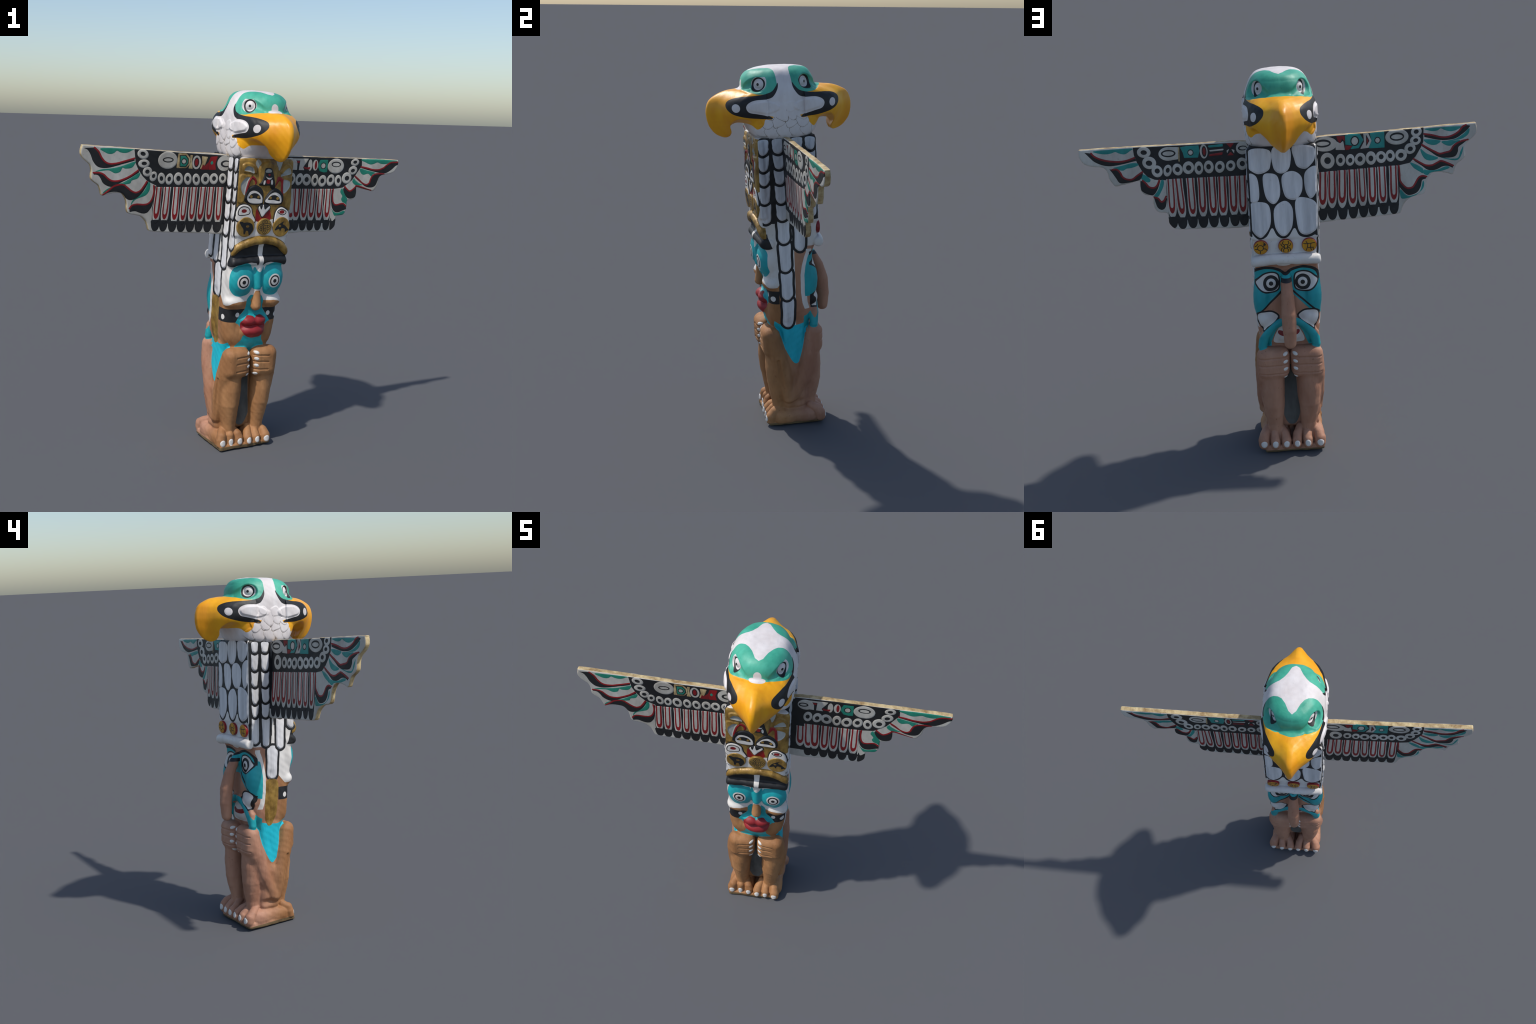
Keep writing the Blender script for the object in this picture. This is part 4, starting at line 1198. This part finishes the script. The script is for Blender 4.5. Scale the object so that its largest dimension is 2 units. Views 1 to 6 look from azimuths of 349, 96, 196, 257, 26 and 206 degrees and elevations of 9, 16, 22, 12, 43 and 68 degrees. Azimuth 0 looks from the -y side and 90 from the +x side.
def wing_front_right(face):
    face.patch('dark_band', 'black', [(0.717, 1.653), (0.721, 1.606), (0.709, 1.596), (0.684, 1.558), (0.663, 1.528), (0.617, 1.494), (0.598, 1.482), (0.528, 1.473), (0.53, 1.399), (0.529, 1.332), (0.531, 1.274), (0.387, 1.273), (0.216, 1.273), (0.19, 1.466), (0.173, 1.654), (0.387, 1.656)])
    face.patch('dark_tip', 'black', [(0.536, 1.305), (0.548, 1.284), (0.571, 1.301), (0.575, 1.28), (0.572, 1.256), (0.551, 1.235), (0.535, 1.237)])
    for ring in [(0.67, 1.631, 0.029, 0.021), (0.66, 1.584, 0.031, 0.025), (0.621, 1.539, 0.034, 0.033), (0.563, 1.522, 0.023, 0.034), (0.511, 1.525, 0.026, 0.034), (0.454, 1.52, 0.028, 0.034), (0.401, 1.524, 0.024, 0.036), (0.346, 1.526, 0.029, 0.034), (0.297, 1.528, 0.024, 0.035), (0.247, 1.529, 0.023, 0.035)]:
        face.ring(*ring)
    face.mouth_disc((0.538, 1.607, 0.056, 0.043), (0.538, 1.617, 0.033, 0.016), (0.538, 1.616, 0.025, 0.01))
    face.patch('square_motif', 'teal', [(0.428, 1.641), (0.48, 1.642), (0.482, 1.602), (0.481, 1.571), (0.459, 1.569), (0.431, 1.575), (0.416, 1.598), (0.418, 1.621)])
    face.oval('dot', 'black', 0.451, 1.607, 0.019, 0.019)
    face.oval('dot', 'white', 0.451, 1.607, 0.014, 0.014)
    face.oval('oval_motif', 'white', 0.397, 1.61, 0.018, 0.031)
    face.oval('oval_motif', 'red', 0.4, 1.61, 0.008, 0.025)
    face.oval('oval_motif', 'white', 0.361, 1.61, 0.014, 0.032)
    face.patch('motif', 'red', [(0.318, 1.601), (0.339, 1.595), (0.363, 1.6), (0.359, 1.584), (0.326, 1.586)])
    face.patch('motif', 'white', [(0.234, 1.645), (0.349, 1.646), (0.332, 1.619), (0.315, 1.596), (0.325, 1.58), (0.252, 1.581), (0.239, 1.611)])
    face.patch('motif', 'black', [(0.252, 1.634), (0.292, 1.635), (0.29, 1.612), (0.288, 1.58), (0.276, 1.58), (0.275, 1.617), (0.262, 1.62), (0.254, 1.617)])
    face.patch('motif', 'red', [(0.256, 1.632), (0.289, 1.632), (0.288, 1.62), (0.257, 1.621)])
    face.root_disc(0.232)
    for quill in [(0.253, 1.471, 0.26, 1.287, 0.022), (0.289, 1.471, 0.295, 1.285, 0.022), (0.345, 1.471, 0.347, 1.284, 0.022), (0.396, 1.471, 0.397, 1.284, 0.022), (0.449, 1.471, 0.452, 1.279, 0.022), (0.502, 1.471, 0.506, 1.282, 0.022)]:
        face.quill(*quill)
    face.quill(0.212, 1.452, 0.215, 1.3, 0.021)
    for tip in [(0.262, 1.232, 0.024), (0.297, 1.231, 0.025), (0.347, 1.23, 0.024), (0.397, 1.229, 0.025), (0.45, 1.229, 0.025), (0.508, 1.23, 0.025)]:
        face.dark_tip(*tip)
    face.patch('teal_lobe', 'teal', [(0.721, 1.651), (0.972, 1.649), (0.926, 1.632), (0.884, 1.625), (0.853, 1.627), (0.831, 1.634), (0.807, 1.625), (0.782, 1.621), (0.751, 1.63)])
    face.patch('teal_lobe', 'teal', [(0.711, 1.595), (0.761, 1.586), (0.822, 1.573), (0.806, 1.563), (0.795, 1.55), (0.771, 1.566), (0.738, 1.559), (0.716, 1.572)])
    face.patch('teal_lobe', 'teal', [(0.674, 1.538), (0.684, 1.528), (0.711, 1.511), (0.742, 1.498), (0.691, 1.497), (0.664, 1.518)])
    face.patch('teal_lobe', 'teal', [(0.596, 1.48), (0.613, 1.453), (0.628, 1.433), (0.641, 1.413), (0.643, 1.378), (0.629, 1.389), (0.607, 1.399), (0.597, 1.416), (0.603, 1.433), (0.586, 1.457)])
    face.patch('teal_lobe', 'teal', [(0.532, 1.366), (0.552, 1.342), (0.582, 1.333), (0.621, 1.346), (0.635, 1.335), (0.62, 1.321), (0.577, 1.318), (0.559, 1.318)])
    face.plume([(0.716, 1.606), (0.759, 1.6), (0.802, 1.591), (0.845, 1.591), (0.878, 1.602), (0.906, 1.623), (0.935, 1.636), (0.988, 1.639)],
               [(0.717, 1.599), (0.76, 1.589), (0.812, 1.579), (0.865, 1.571), (0.903, 1.573), (0.94, 1.593), (0.968, 1.616), (0.991, 1.625)])
    face.plume([(0.681, 1.55), (0.708, 1.532), (0.736, 1.511), (0.767, 1.501), (0.786, 1.512), (0.792, 1.532), (0.803, 1.553), (0.827, 1.565), (0.865, 1.568), (0.891, 1.565)],
               [(0.682, 1.541), (0.727, 1.511), (0.759, 1.491), (0.798, 1.484), (0.831, 1.495), (0.845, 1.523), (0.855, 1.547), (0.875, 1.557), (0.892, 1.56)])
    face.plume([(0.613, 1.49), (0.627, 1.477), (0.649, 1.463), (0.669, 1.47), (0.693, 1.49)],
               [(0.603, 1.473), (0.619, 1.443), (0.642, 1.421), (0.671, 1.418), (0.697, 1.433), (0.7, 1.479)])
    face.plume([(0.693, 1.494), (0.73, 1.488), (0.774, 1.474), (0.805, 1.467)],
               [(0.693, 1.487), (0.731, 1.481), (0.775, 1.47), (0.805, 1.465)])
    face.plume([(0.536, 1.472), (0.535, 1.44), (0.541, 1.403), (0.554, 1.384), (0.572, 1.381), (0.596, 1.387), (0.617, 1.387), (0.637, 1.373)],
               [(0.525, 1.47), (0.53, 1.399), (0.54, 1.362), (0.56, 1.34), (0.585, 1.336), (0.613, 1.346), (0.641, 1.355)])


def wing_back_left(face):
    face.patch('dark_band', 'black', [(-0.715, 1.677), (-0.714, 1.606), (-0.703, 1.58), (-0.676, 1.535), (-0.646, 1.504), (-0.588, 1.493), (-0.594, 1.438), (-0.594, 1.359), (-0.589, 1.293), (-0.463, 1.284), (-0.307, 1.283), (-0.183, 1.283), (-0.183, 1.484), (-0.186, 1.654), (-0.428, 1.664)])
    for ring in [(-0.679, 1.657, 0.027, 0.024), (-0.674, 1.614, 0.027, 0.023), (-0.647, 1.575, 0.028, 0.027), (-0.602, 1.545, 0.029, 0.03), (-0.548, 1.544, 0.023, 0.03), (-0.502, 1.54, 0.026, 0.03), (-0.451, 1.538, 0.026, 0.034), (-0.397, 1.535, 0.027, 0.032), (-0.347, 1.534, 0.022, 0.029), (-0.299, 1.536, 0.023, 0.031), (-0.234, 1.536, 0.035, 0.04)]:
        face.ring(*ring)
    face.mouth_disc((-0.582, 1.637, 0.058, 0.039), (-0.582, 1.638, 0.036, 0.021), (-0.582, 1.637, 0.029, 0.012))
    face.patch('square_motif', 'teal', [(-0.447, 1.662), (-0.519, 1.666), (-0.52, 1.587), (-0.439, 1.587), (-0.454, 1.62)])
    face.oval('dot', 'black', -0.485, 1.625, 0.016, 0.017)
    face.oval('dot', 'white', -0.485, 1.625, 0.011, 0.012)
    face.patch('motif', 'white', [(-0.415, 1.661), (-0.44, 1.662), (-0.455, 1.624), (-0.44, 1.59), (-0.398, 1.586), (-0.418, 1.622)])
    face.patch('motif', 'black', [(-0.428, 1.658), (-0.445, 1.625), (-0.428, 1.596)])
    face.patch('motif', 'red', [(-0.431, 1.646), (-0.44, 1.625), (-0.431, 1.604)])
    face.patch('motif', 'teal', [(-0.324, 1.657), (-0.353, 1.665), (-0.398, 1.661), (-0.415, 1.63), (-0.391, 1.591), (-0.347, 1.587), (-0.364, 1.605), (-0.325, 1.612)])
    face.oval('dot', 'black', -0.372, 1.627, 0.022, 0.025)
    face.oval('dot', 'white', -0.372, 1.627, 0.016, 0.019)
    face.patch('motif', 'white', [(-0.281, 1.63), (-0.299, 1.619), (-0.314, 1.632), (-0.322, 1.585), (-0.275, 1.588)])
    face.patch('motif', 'red', [(-0.28, 1.656), (-0.322, 1.654), (-0.322, 1.627), (-0.309, 1.643), (-0.299, 1.619), (-0.288, 1.633)])
    face.patch('motif', 'red', [(-0.324, 1.608), (-0.36, 1.603), (-0.342, 1.585), (-0.323, 1.584)])
    face.oval('oval_motif', 'white', -0.224, 1.619, 0.06, 0.036)
    face.oval('oval_motif', 'black', -0.213, 1.623, 0.04, 0.02)
    face.oval('oval_motif', 'white', -0.213, 1.622, 0.032, 0.01)
    for quill in [(-0.21, 1.478, -0.203, 1.291, 0.021), (-0.255, 1.48, -0.251, 1.293, 0.021), (-0.306, 1.482, -0.302, 1.291, 0.021), (-0.354, 1.483, -0.356, 1.288, 0.021), (-0.401, 1.485, -0.407, 1.291, 0.02), (-0.453, 1.487, -0.457, 1.288, 0.021), (-0.503, 1.489, -0.51, 1.289, 0.021), (-0.561, 1.491, -0.565, 1.296, 0.021)]:
        face.quill(*quill)
    for tip in [(-0.203, 1.232, 0.024), (-0.251, 1.232, 0.025), (-0.304, 1.229, 0.024), (-0.357, 1.233, 0.024), (-0.41, 1.236, 0.024), (-0.459, 1.239, 0.024), (-0.514, 1.245, 0.024), (-0.565, 1.244, 0.024)]:
        face.dark_tip(*tip)
    face.patch('teal_lobe', 'teal', [(-0.727, 1.67), (-0.9, 1.673), (-0.885, 1.658), (-0.863, 1.651), (-0.843, 1.651), (-0.82, 1.658), (-0.801, 1.667), (-0.786, 1.658), (-0.763, 1.655), (-0.74, 1.66)])
    face.patch('teal_lobe', 'teal', [(-0.81, 1.602), (-0.871, 1.611), (-0.913, 1.634), (-0.943, 1.662), (-0.94, 1.633), (-0.909, 1.611), (-0.867, 1.605)])
    face.patch('teal_lobe', 'teal', [(-0.718, 1.617), (-0.798, 1.608), (-0.787, 1.591), (-0.764, 1.586), (-0.733, 1.596)])
    face.patch('teal_lobe', 'teal', [(-0.806, 1.603), (-0.871, 1.604), (-0.902, 1.604), (-0.872, 1.59), (-0.849, 1.578), (-0.822, 1.585)])
    face.patch('teal_lobe', 'teal', [(-0.796, 1.525), (-0.85, 1.514), (-0.889, 1.516), (-0.9, 1.546), (-0.916, 1.576), (-0.908, 1.534), (-0.885, 1.504), (-0.831, 1.512)])
    face.patch('teal_lobe', 'teal', [(-0.699, 1.572), (-0.734, 1.544), (-0.788, 1.523), (-0.769, 1.511), (-0.734, 1.512), (-0.711, 1.533)])
    face.patch('teal_lobe', 'teal', [(-0.735, 1.462), (-0.781, 1.461), (-0.831, 1.477), (-0.847, 1.467), (-0.805, 1.454), (-0.754, 1.449), (-0.735, 1.436), (-0.714, 1.447), (-0.719, 1.466)])
    face.patch('teal_lobe', 'teal', [(-0.646, 1.505), (-0.673, 1.496), (-0.712, 1.471), (-0.712, 1.447), (-0.696, 1.456), (-0.665, 1.477)])
    face.patch('teal_lobe', 'teal', [(-0.597, 1.373), (-0.627, 1.341), (-0.658, 1.337), (-0.697, 1.357), (-0.712, 1.408), (-0.719, 1.392), (-0.709, 1.364), (-0.674, 1.336), (-0.615, 1.322), (-0.598, 1.333)])
    face.plume([(-0.718, 1.644), (-0.756, 1.637), (-0.798, 1.625), (-0.833, 1.623), (-0.867, 1.633), (-0.893, 1.65), (-0.908, 1.669), (-0.927, 1.678)],
               [(-0.718, 1.629), (-0.771, 1.615), (-0.817, 1.608), (-0.871, 1.613), (-0.909, 1.634), (-0.931, 1.652), (-0.95, 1.673)])
    face.plume([(-0.707, 1.591), (-0.741, 1.57), (-0.772, 1.553), (-0.796, 1.542), (-0.822, 1.546), (-0.849, 1.553), (-0.864, 1.575), (-0.883, 1.59), (-0.91, 1.6), (-0.938, 1.605)],
               [(-0.707, 1.583), (-0.749, 1.554), (-0.788, 1.527), (-0.831, 1.519), (-0.873, 1.524), (-0.888, 1.547), (-0.891, 1.57), (-0.91, 1.584), (-0.929, 1.598)])
    face.plume([(-0.665, 1.522), (-0.696, 1.503), (-0.727, 1.487), (-0.758, 1.486), (-0.785, 1.498), (-0.804, 1.505), (-0.835, 1.493), (-0.865, 1.478)],
               [(-0.669, 1.511), (-0.704, 1.487), (-0.735, 1.464), (-0.766, 1.46), (-0.789, 1.466), (-0.812, 1.477), (-0.839, 1.477), (-0.863, 1.466)])
    face.plume([(-0.59, 1.492), (-0.594, 1.454), (-0.596, 1.418), (-0.611, 1.394), (-0.631, 1.377), (-0.658, 1.379), (-0.673, 1.398), (-0.689, 1.425), (-0.708, 1.434), (-0.731, 1.429)],
               [(-0.585, 1.486), (-0.59, 1.399), (-0.604, 1.37), (-0.631, 1.343), (-0.658, 1.341), (-0.685, 1.354), (-0.701, 1.381), (-0.708, 1.412), (-0.726, 1.418)])


def wing_back_right(face):
    face.patch('dark_band', 'black', [(0.72, 1.652), (0.717, 1.612), (0.705, 1.575), (0.685, 1.533), (0.66, 1.503), (0.626, 1.487), (0.602, 1.484), (0.57, 1.482), (0.575, 1.383), (0.572, 1.316), (0.569, 1.286), (0.462, 1.28), (0.3, 1.277), (0.181, 1.274), (0.17, 1.488), (0.168, 1.651), (0.473, 1.652)])
    for ring in [(0.668, 1.626, 0.033, 0.027), (0.646, 1.573, 0.034, 0.031), (0.611, 1.529, 0.027, 0.03), (0.559, 1.53, 0.02, 0.03), (0.51, 1.533, 0.025, 0.03), (0.456, 1.539, 0.028, 0.032), (0.405, 1.535, 0.022, 0.033), (0.355, 1.538, 0.024, 0.032), (0.301, 1.535, 0.024, 0.03), (0.247, 1.538, 0.023, 0.027), (0.19, 1.545, 0.027, 0.031)]:
        face.ring(*ring)
    face.mouth_disc((0.549, 1.613, 0.048, 0.034), (0.549, 1.615, 0.036, 0.018), (0.549, 1.615, 0.028, 0.011))
    face.patch('motif', 'white', [(0.541, 1.647), (0.499, 1.644), (0.503, 1.584), (0.55, 1.58)])
    face.patch('motif', 'cream', [(0.499, 1.644), (0.493, 1.644), (0.496, 1.572), (0.502, 1.572)])
    face.oval('mouth', 'black', 0.549, 1.615, 0.036, 0.018)
    face.oval('mouth', 'white', 0.549, 1.615, 0.028, 0.011)
    face.patch('square_motif', 'teal', [(0.49, 1.643), (0.458, 1.647), (0.398, 1.648), (0.396, 1.619), (0.405, 1.587), (0.473, 1.589), (0.478, 1.615)])
    face.oval('dot', 'black', 0.44, 1.614, 0.015, 0.016)
    face.oval('dot', 'white', 0.44, 1.614, 0.011, 0.011)
    face.oval('oval_motif', 'white', 0.375, 1.616, 0.019, 0.035)
    face.oval('oval_motif', 'black', 0.373, 1.616, 0.012, 0.027)
    face.oval('oval_motif', 'red', 0.373, 1.616, 0.007, 0.019)
    face.patch('motif', 'teal', [(0.355, 1.644), (0.28, 1.649), (0.28, 1.636), (0.348, 1.634)])
    face.patch('motif', 'white', [(0.348, 1.621), (0.277, 1.625), (0.278, 1.617), (0.345, 1.614)])
    face.patch('motif', 'red', [(0.35, 1.601), (0.282, 1.608), (0.285, 1.595), (0.349, 1.591)])
    face.patch('motif', 'red', [(0.263, 1.65), (0.224, 1.649), (0.243, 1.627)])
    face.patch('motif', 'red', [(0.261, 1.59), (0.227, 1.59), (0.243, 1.608)])
    face.patch('motif', 'white', [(0.263, 1.615), (0.249, 1.622), (0.261, 1.599)])
    face.patch('motif', 'white', [(0.224, 1.615), (0.24, 1.622), (0.227, 1.598)])
    face.oval('oval_motif', 'white', 0.186, 1.623, 0.03, 0.031)
    face.oval('oval_motif', 'black', 0.184, 1.623, 0.023, 0.012)
    face.oval('oval_motif', 'white', 0.182, 1.623, 0.017, 0.007)
    for quill in [(0.548, 1.484, 0.552, 1.285, 0.02), (0.512, 1.484, 0.503, 1.279, 0.02), (0.452, 1.484, 0.45, 1.279, 0.02), (0.396, 1.484, 0.399, 1.282, 0.02), (0.346, 1.484, 0.346, 1.276, 0.02), (0.294, 1.483, 0.298, 1.276, 0.021), (0.242, 1.483, 0.244, 1.277, 0.021), (0.194, 1.483, 0.198, 1.277, 0.021)]:
        face.quill(*quill)
    for tip in [(0.552, 1.232, 0.024), (0.506, 1.226, 0.025), (0.454, 1.228, 0.025), (0.401, 1.226, 0.025), (0.348, 1.226, 0.025), (0.295, 1.225, 0.024), (0.242, 1.226, 0.024), (0.196, 1.226, 0.024)]:
        face.dark_tip(*tip)
    face.patch('teal_lobe', 'teal', [(0.912, 1.644), (0.804, 1.648), (0.722, 1.648), (0.734, 1.637), (0.76, 1.622), (0.787, 1.626), (0.807, 1.635), (0.83, 1.628), (0.861, 1.626), (0.896, 1.633)])
    face.patch('teal_lobe', 'teal', [(0.83, 1.556), (0.781, 1.566), (0.733, 1.576), (0.705, 1.574), (0.702, 1.563), (0.735, 1.552), (0.759, 1.55), (0.776, 1.541), (0.795, 1.544), (0.81, 1.553)])
    face.patch('teal_lobe', 'teal', [(0.693, 1.497), (0.679, 1.517), (0.649, 1.493), (0.651, 1.478), (0.667, 1.477)])
    face.patch('teal_lobe', 'teal', [(0.594, 1.483), (0.582, 1.478), (0.587, 1.45), (0.604, 1.418), (0.618, 1.4), (0.637, 1.405), (0.614, 1.435)])
    face.plume([(0.925, 1.634), (0.91, 1.617), (0.88, 1.601), (0.842, 1.591), (0.795, 1.586), (0.755, 1.59), (0.716, 1.602)],
               [(0.98, 1.643), (0.958, 1.638), (0.937, 1.616), (0.913, 1.591), (0.875, 1.572), (0.832, 1.566), (0.776, 1.573), (0.707, 1.587)])
    face.plume([(0.83, 1.548), (0.807, 1.548), (0.792, 1.531), (0.783, 1.51), (0.764, 1.497), (0.737, 1.495), (0.711, 1.512), (0.684, 1.529)],
               [(0.846, 1.553), (0.832, 1.533), (0.815, 1.504), (0.798, 1.479), (0.758, 1.479), (0.701, 1.49), (0.681, 1.52)])
    face.plume([(0.686, 1.486), (0.671, 1.471), (0.657, 1.452), (0.633, 1.447), (0.616, 1.46), (0.604, 1.484)],
               [(0.699, 1.482), (0.699, 1.452), (0.691, 1.429), (0.645, 1.409), (0.618, 1.435), (0.599, 1.48)])
    face.plume([(0.638, 1.399), (0.618, 1.392), (0.604, 1.374), (0.589, 1.38), (0.578, 1.4)],
               [(0.637, 1.393), (0.632, 1.37), (0.623, 1.344), (0.603, 1.332), (0.584, 1.346), (0.574, 1.387)])


def make_wing(edge, side, front, back):
    E = np.array(edge)
    sgn = -1 if side < 0 else 1
    lo = (E[:, 0].min() - .02, -.07, 1.20)
    hi = (E[:, 0].max() + .02, .05, 1.71)
    s = Solid(lo, hi, .0036)
    outline = poly_sdf(spline(edge, 4))
    if side < 0:
        mid2 = lambda u, w: -.010 - .045 * (w - 1.45) + 0 * u
    else:
        mid2 = lambda u, w: -.009 - .012 * (u / .98) ** 2 - .018 * (w - 1.45)

    def board(u, v, w):
        uu, ww = np.broadcast_arrays(u[:, :, :], w)
        d2 = outline(uu, ww)
        q = np.abs(v - mid2(u, w)) - .0155 + .006
        d2 = d2 + .006 + 0 * v
        return np.sqrt(np.maximum(d2, 0) ** 2 + np.maximum(q, 0) ** 2) + np.minimum(np.maximum(d2, q), 0) - .006
    s.add(board, box=[(-9, 9)] * 3)
    V, T = s.mesh()
    k = Skin(V, T, 'wing', 'cream')
    mid = lambda V: mid2(V[:, 0], V[:, 2])
    for bk, painter in ((False, front), (True, back)):
        f = WingFace(k, bk, mid)
        f.put('wing_face', 'white', grown(outline, .01))
        f.put('dark_band', 'black', poly_sdf([(sgn * .13, 1.645), (sgn * .24, 1.645), (sgn * .24, 1.275), (sgn * .13, 1.275)]))
        painter(f)
    k.sculpt(lambda V, N: carving_noise(V, .0009))
    return k.build({})


# ----------------------------------------------------------------------------------
# medallions
# ----------------------------------------------------------------------------------


def make_coin(c, ru, rw, thick, facing, face_mat, rim_mat, draw, tilt=0.0):
    h = .0019
    s = Solid((-ru - .01, -thick - .008, -rw - .01), (ru + .01, thick + .008, rw + .01), h)

    def disc(u, v, w):
        d = (np.sqrt((u / ru) ** 2 + (w / rw) ** 2) - 1) * min(ru, rw) + .004
        q = np.abs(v) - thick + .004 + 0 * d
        d = d + 0 * v
        return np.sqrt(np.maximum(d, 0) ** 2 + np.maximum(q, 0) ** 2) + np.minimum(np.maximum(d, q), 0) - .004
    s.add(disc, box=[(-9, 9)] * 3)
    V, T = s.mesh()
    ca, sa = math.cos(tilt), math.sin(tilt)
    k = Skin(V, T, 'medallion', rim_mat)
    box = [None, (-9, -.001) if facing < 0 else (.001, 9), None]
    if rim_mat != face_mat:
        k.paint('medallion_face', face_mat, lambda V: np.maximum(oval_sdf(0, 0, ru - .002, rw - .002)(V[:, 0], V[:, 2]), thick * .45 - facing * V[:, 1]), box)
    for f, m in draw:
        k.paint('medallion_mark', m, lambda V, f=f: np.maximum(f(V[:, 0], V[:, 2]), thick * .6 - facing * V[:, 1]), box, key=('mark', m))
    k.sculpt(lambda V, N: carving_noise(V + np.array(c), .0006))
    V = k.V
    k.V = np.stack([V[:, 0], V[:, 1] * ca - V[:, 2] * sa, V[:, 1] * sa + V[:, 2] * ca], 1) + np.array(c)
    return k.build({})


def front_coins():
    o = lambda c, pts: [(a - c[0], b - c[1]) for a, b in pts]
    c = (-.112, 1.288)
    bear = [(smooth_patch(o(c, [(-.153, 1.316), (-.135, 1.318), (-.128, 1.313), (-.100, 1.314), (-.076, 1.303), (-.067, 1.276), (-.077, 1.255), (-.090, 1.243), (-.097, 1.265), (-.109, 1.267), (-.116, 1.25), (-.124, 1.253), (-.127, 1.277), (-.142, 1.296)])), 'black'),
            (oval_sdf(.010, .004, .010, .0065), 'gold')]
    make_coin((c[0], -.164, c[1]), .053, .054, .012, -1, 'gold', 'gold', bear, .06)
    c = (.110, 1.285)
    fish = [(smooth_patch(o(c, [(.069, 1.266), (.080, 1.290), (.100, 1.305), (.112, 1.312), (.124, 1.316), (.117, 1.302), (.136, 1.290), (.157, 1.268), (.146, 1.264), (.135, 1.258), (.131, 1.275), (.112, 1.277), (.103, 1.260), (.094, 1.274)])), 'black'),
            (oval_sdf(-.010, .006, .008, .006), 'gold')]
    make_coin((c[0], -.164, c[1]), .053, .055, .012, -1, 'gold', 'gold', fish, .06)
    # four-looped knot: interlaced bands
    loops = []
    for i in range(4):
        a = i * math.pi / 2 + .2
        ca, sa = math.cos(a), math.sin(a)
        pts = [(-.012, -.006), (-.010, .022), (.002, .034), (.014, .024), (.012, -.006)]
        loops.append(spline([(x * ca - y * sa, x * sa + y * ca) for x, y in pts], 5, False))
    draw = []
    for L in loops:
        draw.append((line_sdf(L, .0125), 'black'))
        draw.append((line_sdf(L, .0062), 'gold'))
    make_coin((.003, -.166, 1.288), .046, .046, .012, -1, 'gold', 'gold', draw, .06)


def back_coins():
    W = .0042
    turtle = [(oval_sdf(.002, -.002, .016, .016), 'black'), (oval_sdf(.002, -.002, .012, .012), 'coin_yellow')]
    turtle += [(line_sdf(spline(p, 5, False), W), 'black') for p in ([(.030, .006), (.020, .012), (.014, .020)], [(-.012, .008), (-.022, .016), (-.014, .026)], [(-.014, -.006), (-.024, -.008), (-.030, -.016)], [(.018, -.008), (.028, -.008)], [(.004, -.018), (.004, -.030)])]
    turtle.append((oval_sdf(-.019, .016, .006, .006), 'black'))
    crab = [(oval_sdf(0, 0, .010, .012), 'black'), (oval_sdf(0, 0, .006, .008), 'coin_yellow')]
    for s in (-1, 1):
        crab += [(line_sdf(spline(p, 5, False), W), 'black') for p in ([(s * .008, .008), (s * .016, .016), (s * .012, .026)], [(s * .010, .0), (s * .020, .004), (s * .024, .014)], [(s * .009, -.006), (s * .020, -.010), (s * .022, -.026)], [(s * .005, -.010), (s * .012, -.018), (s * .010, -.028)])]
    gate = [(line_sdf(spline(p, 5, False), W), 'black') for p in ([(.028, .010), (.010, .008), (-.026, .012)], [(.016, .020), (.008, .006), (.010, -.010), (.016, -.026)], [(-.008, .008), (-.006, -.012), (-.010, -.026)], [(.006, -.012), (-.020, -.012)], [(-.018, -.012), (-.020, -.026)])]
    for u, d in ((.122, turtle), (-.001, crab), (-.117, gate)):
        make_coin((u, .152, 1.155), .0365, .036, .011, 1, 'coin_yellow', 'red', d, -.05)


# ----------------------------------------------------------------------------------
# assembly
# ----------------------------------------------------------------------------------

make_head()
make_body()
make_wing(LEFT_EDGE, -1, wing_front_left, wing_back_left)
make_wing(RIGHT_EDGE, 1, wing_front_right, wing_back_right)
front_coins()
back_coins()

root = bpy.data.objects.new('totem_pole', None)
bpy.context.scene.collection.objects.link(root)
root['label'] = 'tall carved totem pole, outspread painted wings, double eagle head'
root['category'] = 'totem pole'
yaw, roll, pitch = (math.radians(a) for a in (18.9, 1.1, 3.2))
root.matrix_world = (Matrix.Rotation(yaw, 4, 'Z') @ Matrix.Translation((-.037, .10, 0)) @ Matrix.Rotation(roll, 4, 'Y') @ Matrix.Rotation(pitch, 4, 'X'))

# which part each painted piece sits on; anything else hangs on the pole itself
ON = {'head': 'scale_line cheek_tongue eye_mask beak cheek_stripe stripe_dot eye_socket pupil brow_spot',
      'torso': 'crest_panel crest_ground ear crest_lobe ear_inner side_lobe lobe_inner red_strap crest_figure crest_mark brow crest_eye crest_iris paw paw_ring tongue snout '
               'feather_outline feather feather_ground channel arch_rim cap cap_stripe ledge core flank forehead_spot',
      'mask': 'cheek_band muzzle band_dot chin lips eye_dome eye_ring bridge nose cheek_edge mask_cheeks brow_line mask_line eye_rim iris cheek_patch moustache mouth_ long_nose nose_band',
      'hand': 'fingernail', 'foot': 'toenail sole',
      'wing': 'wing_face dark_band ring ring_centre disc mouth square_motif motif oval_motif dot quill_feather red_horseshoe quill_heart dark_tip teal_lobe plume plume_border',
      'medallion': 'medallion_face medallion_mark'}
PARENT = {n: p for p, names in ON.items() for n in names.split()}
tops = {}
for ob in ALL:
    b = ob.name.split('.')[0]
    if b in ON:
        tops.setdefault(b, []).append(ob)


def centre(ob):
    c = np.array([list(v) for v in ob.bound_box])
    return (c.min(0) + c.max(0)) / 2


cen = {ob: centre(ob) for ob in ALL}
for ob in ALL:
    b = ob.name.split('.')[0]
    p = root
    kind = PARENT.get(b)
    if b in ('eye', 'mouth'):
        kind = 'head' if cen[ob][2] > 1.85 else ('mask' if abs(cen[ob][0]) < .17 else 'wing')
    if kind and kind in tops:
        p = min(tops[kind], key=lambda q: float(np.sum((cen[q] - cen[ob]) ** 2)))
    ob.parent = p
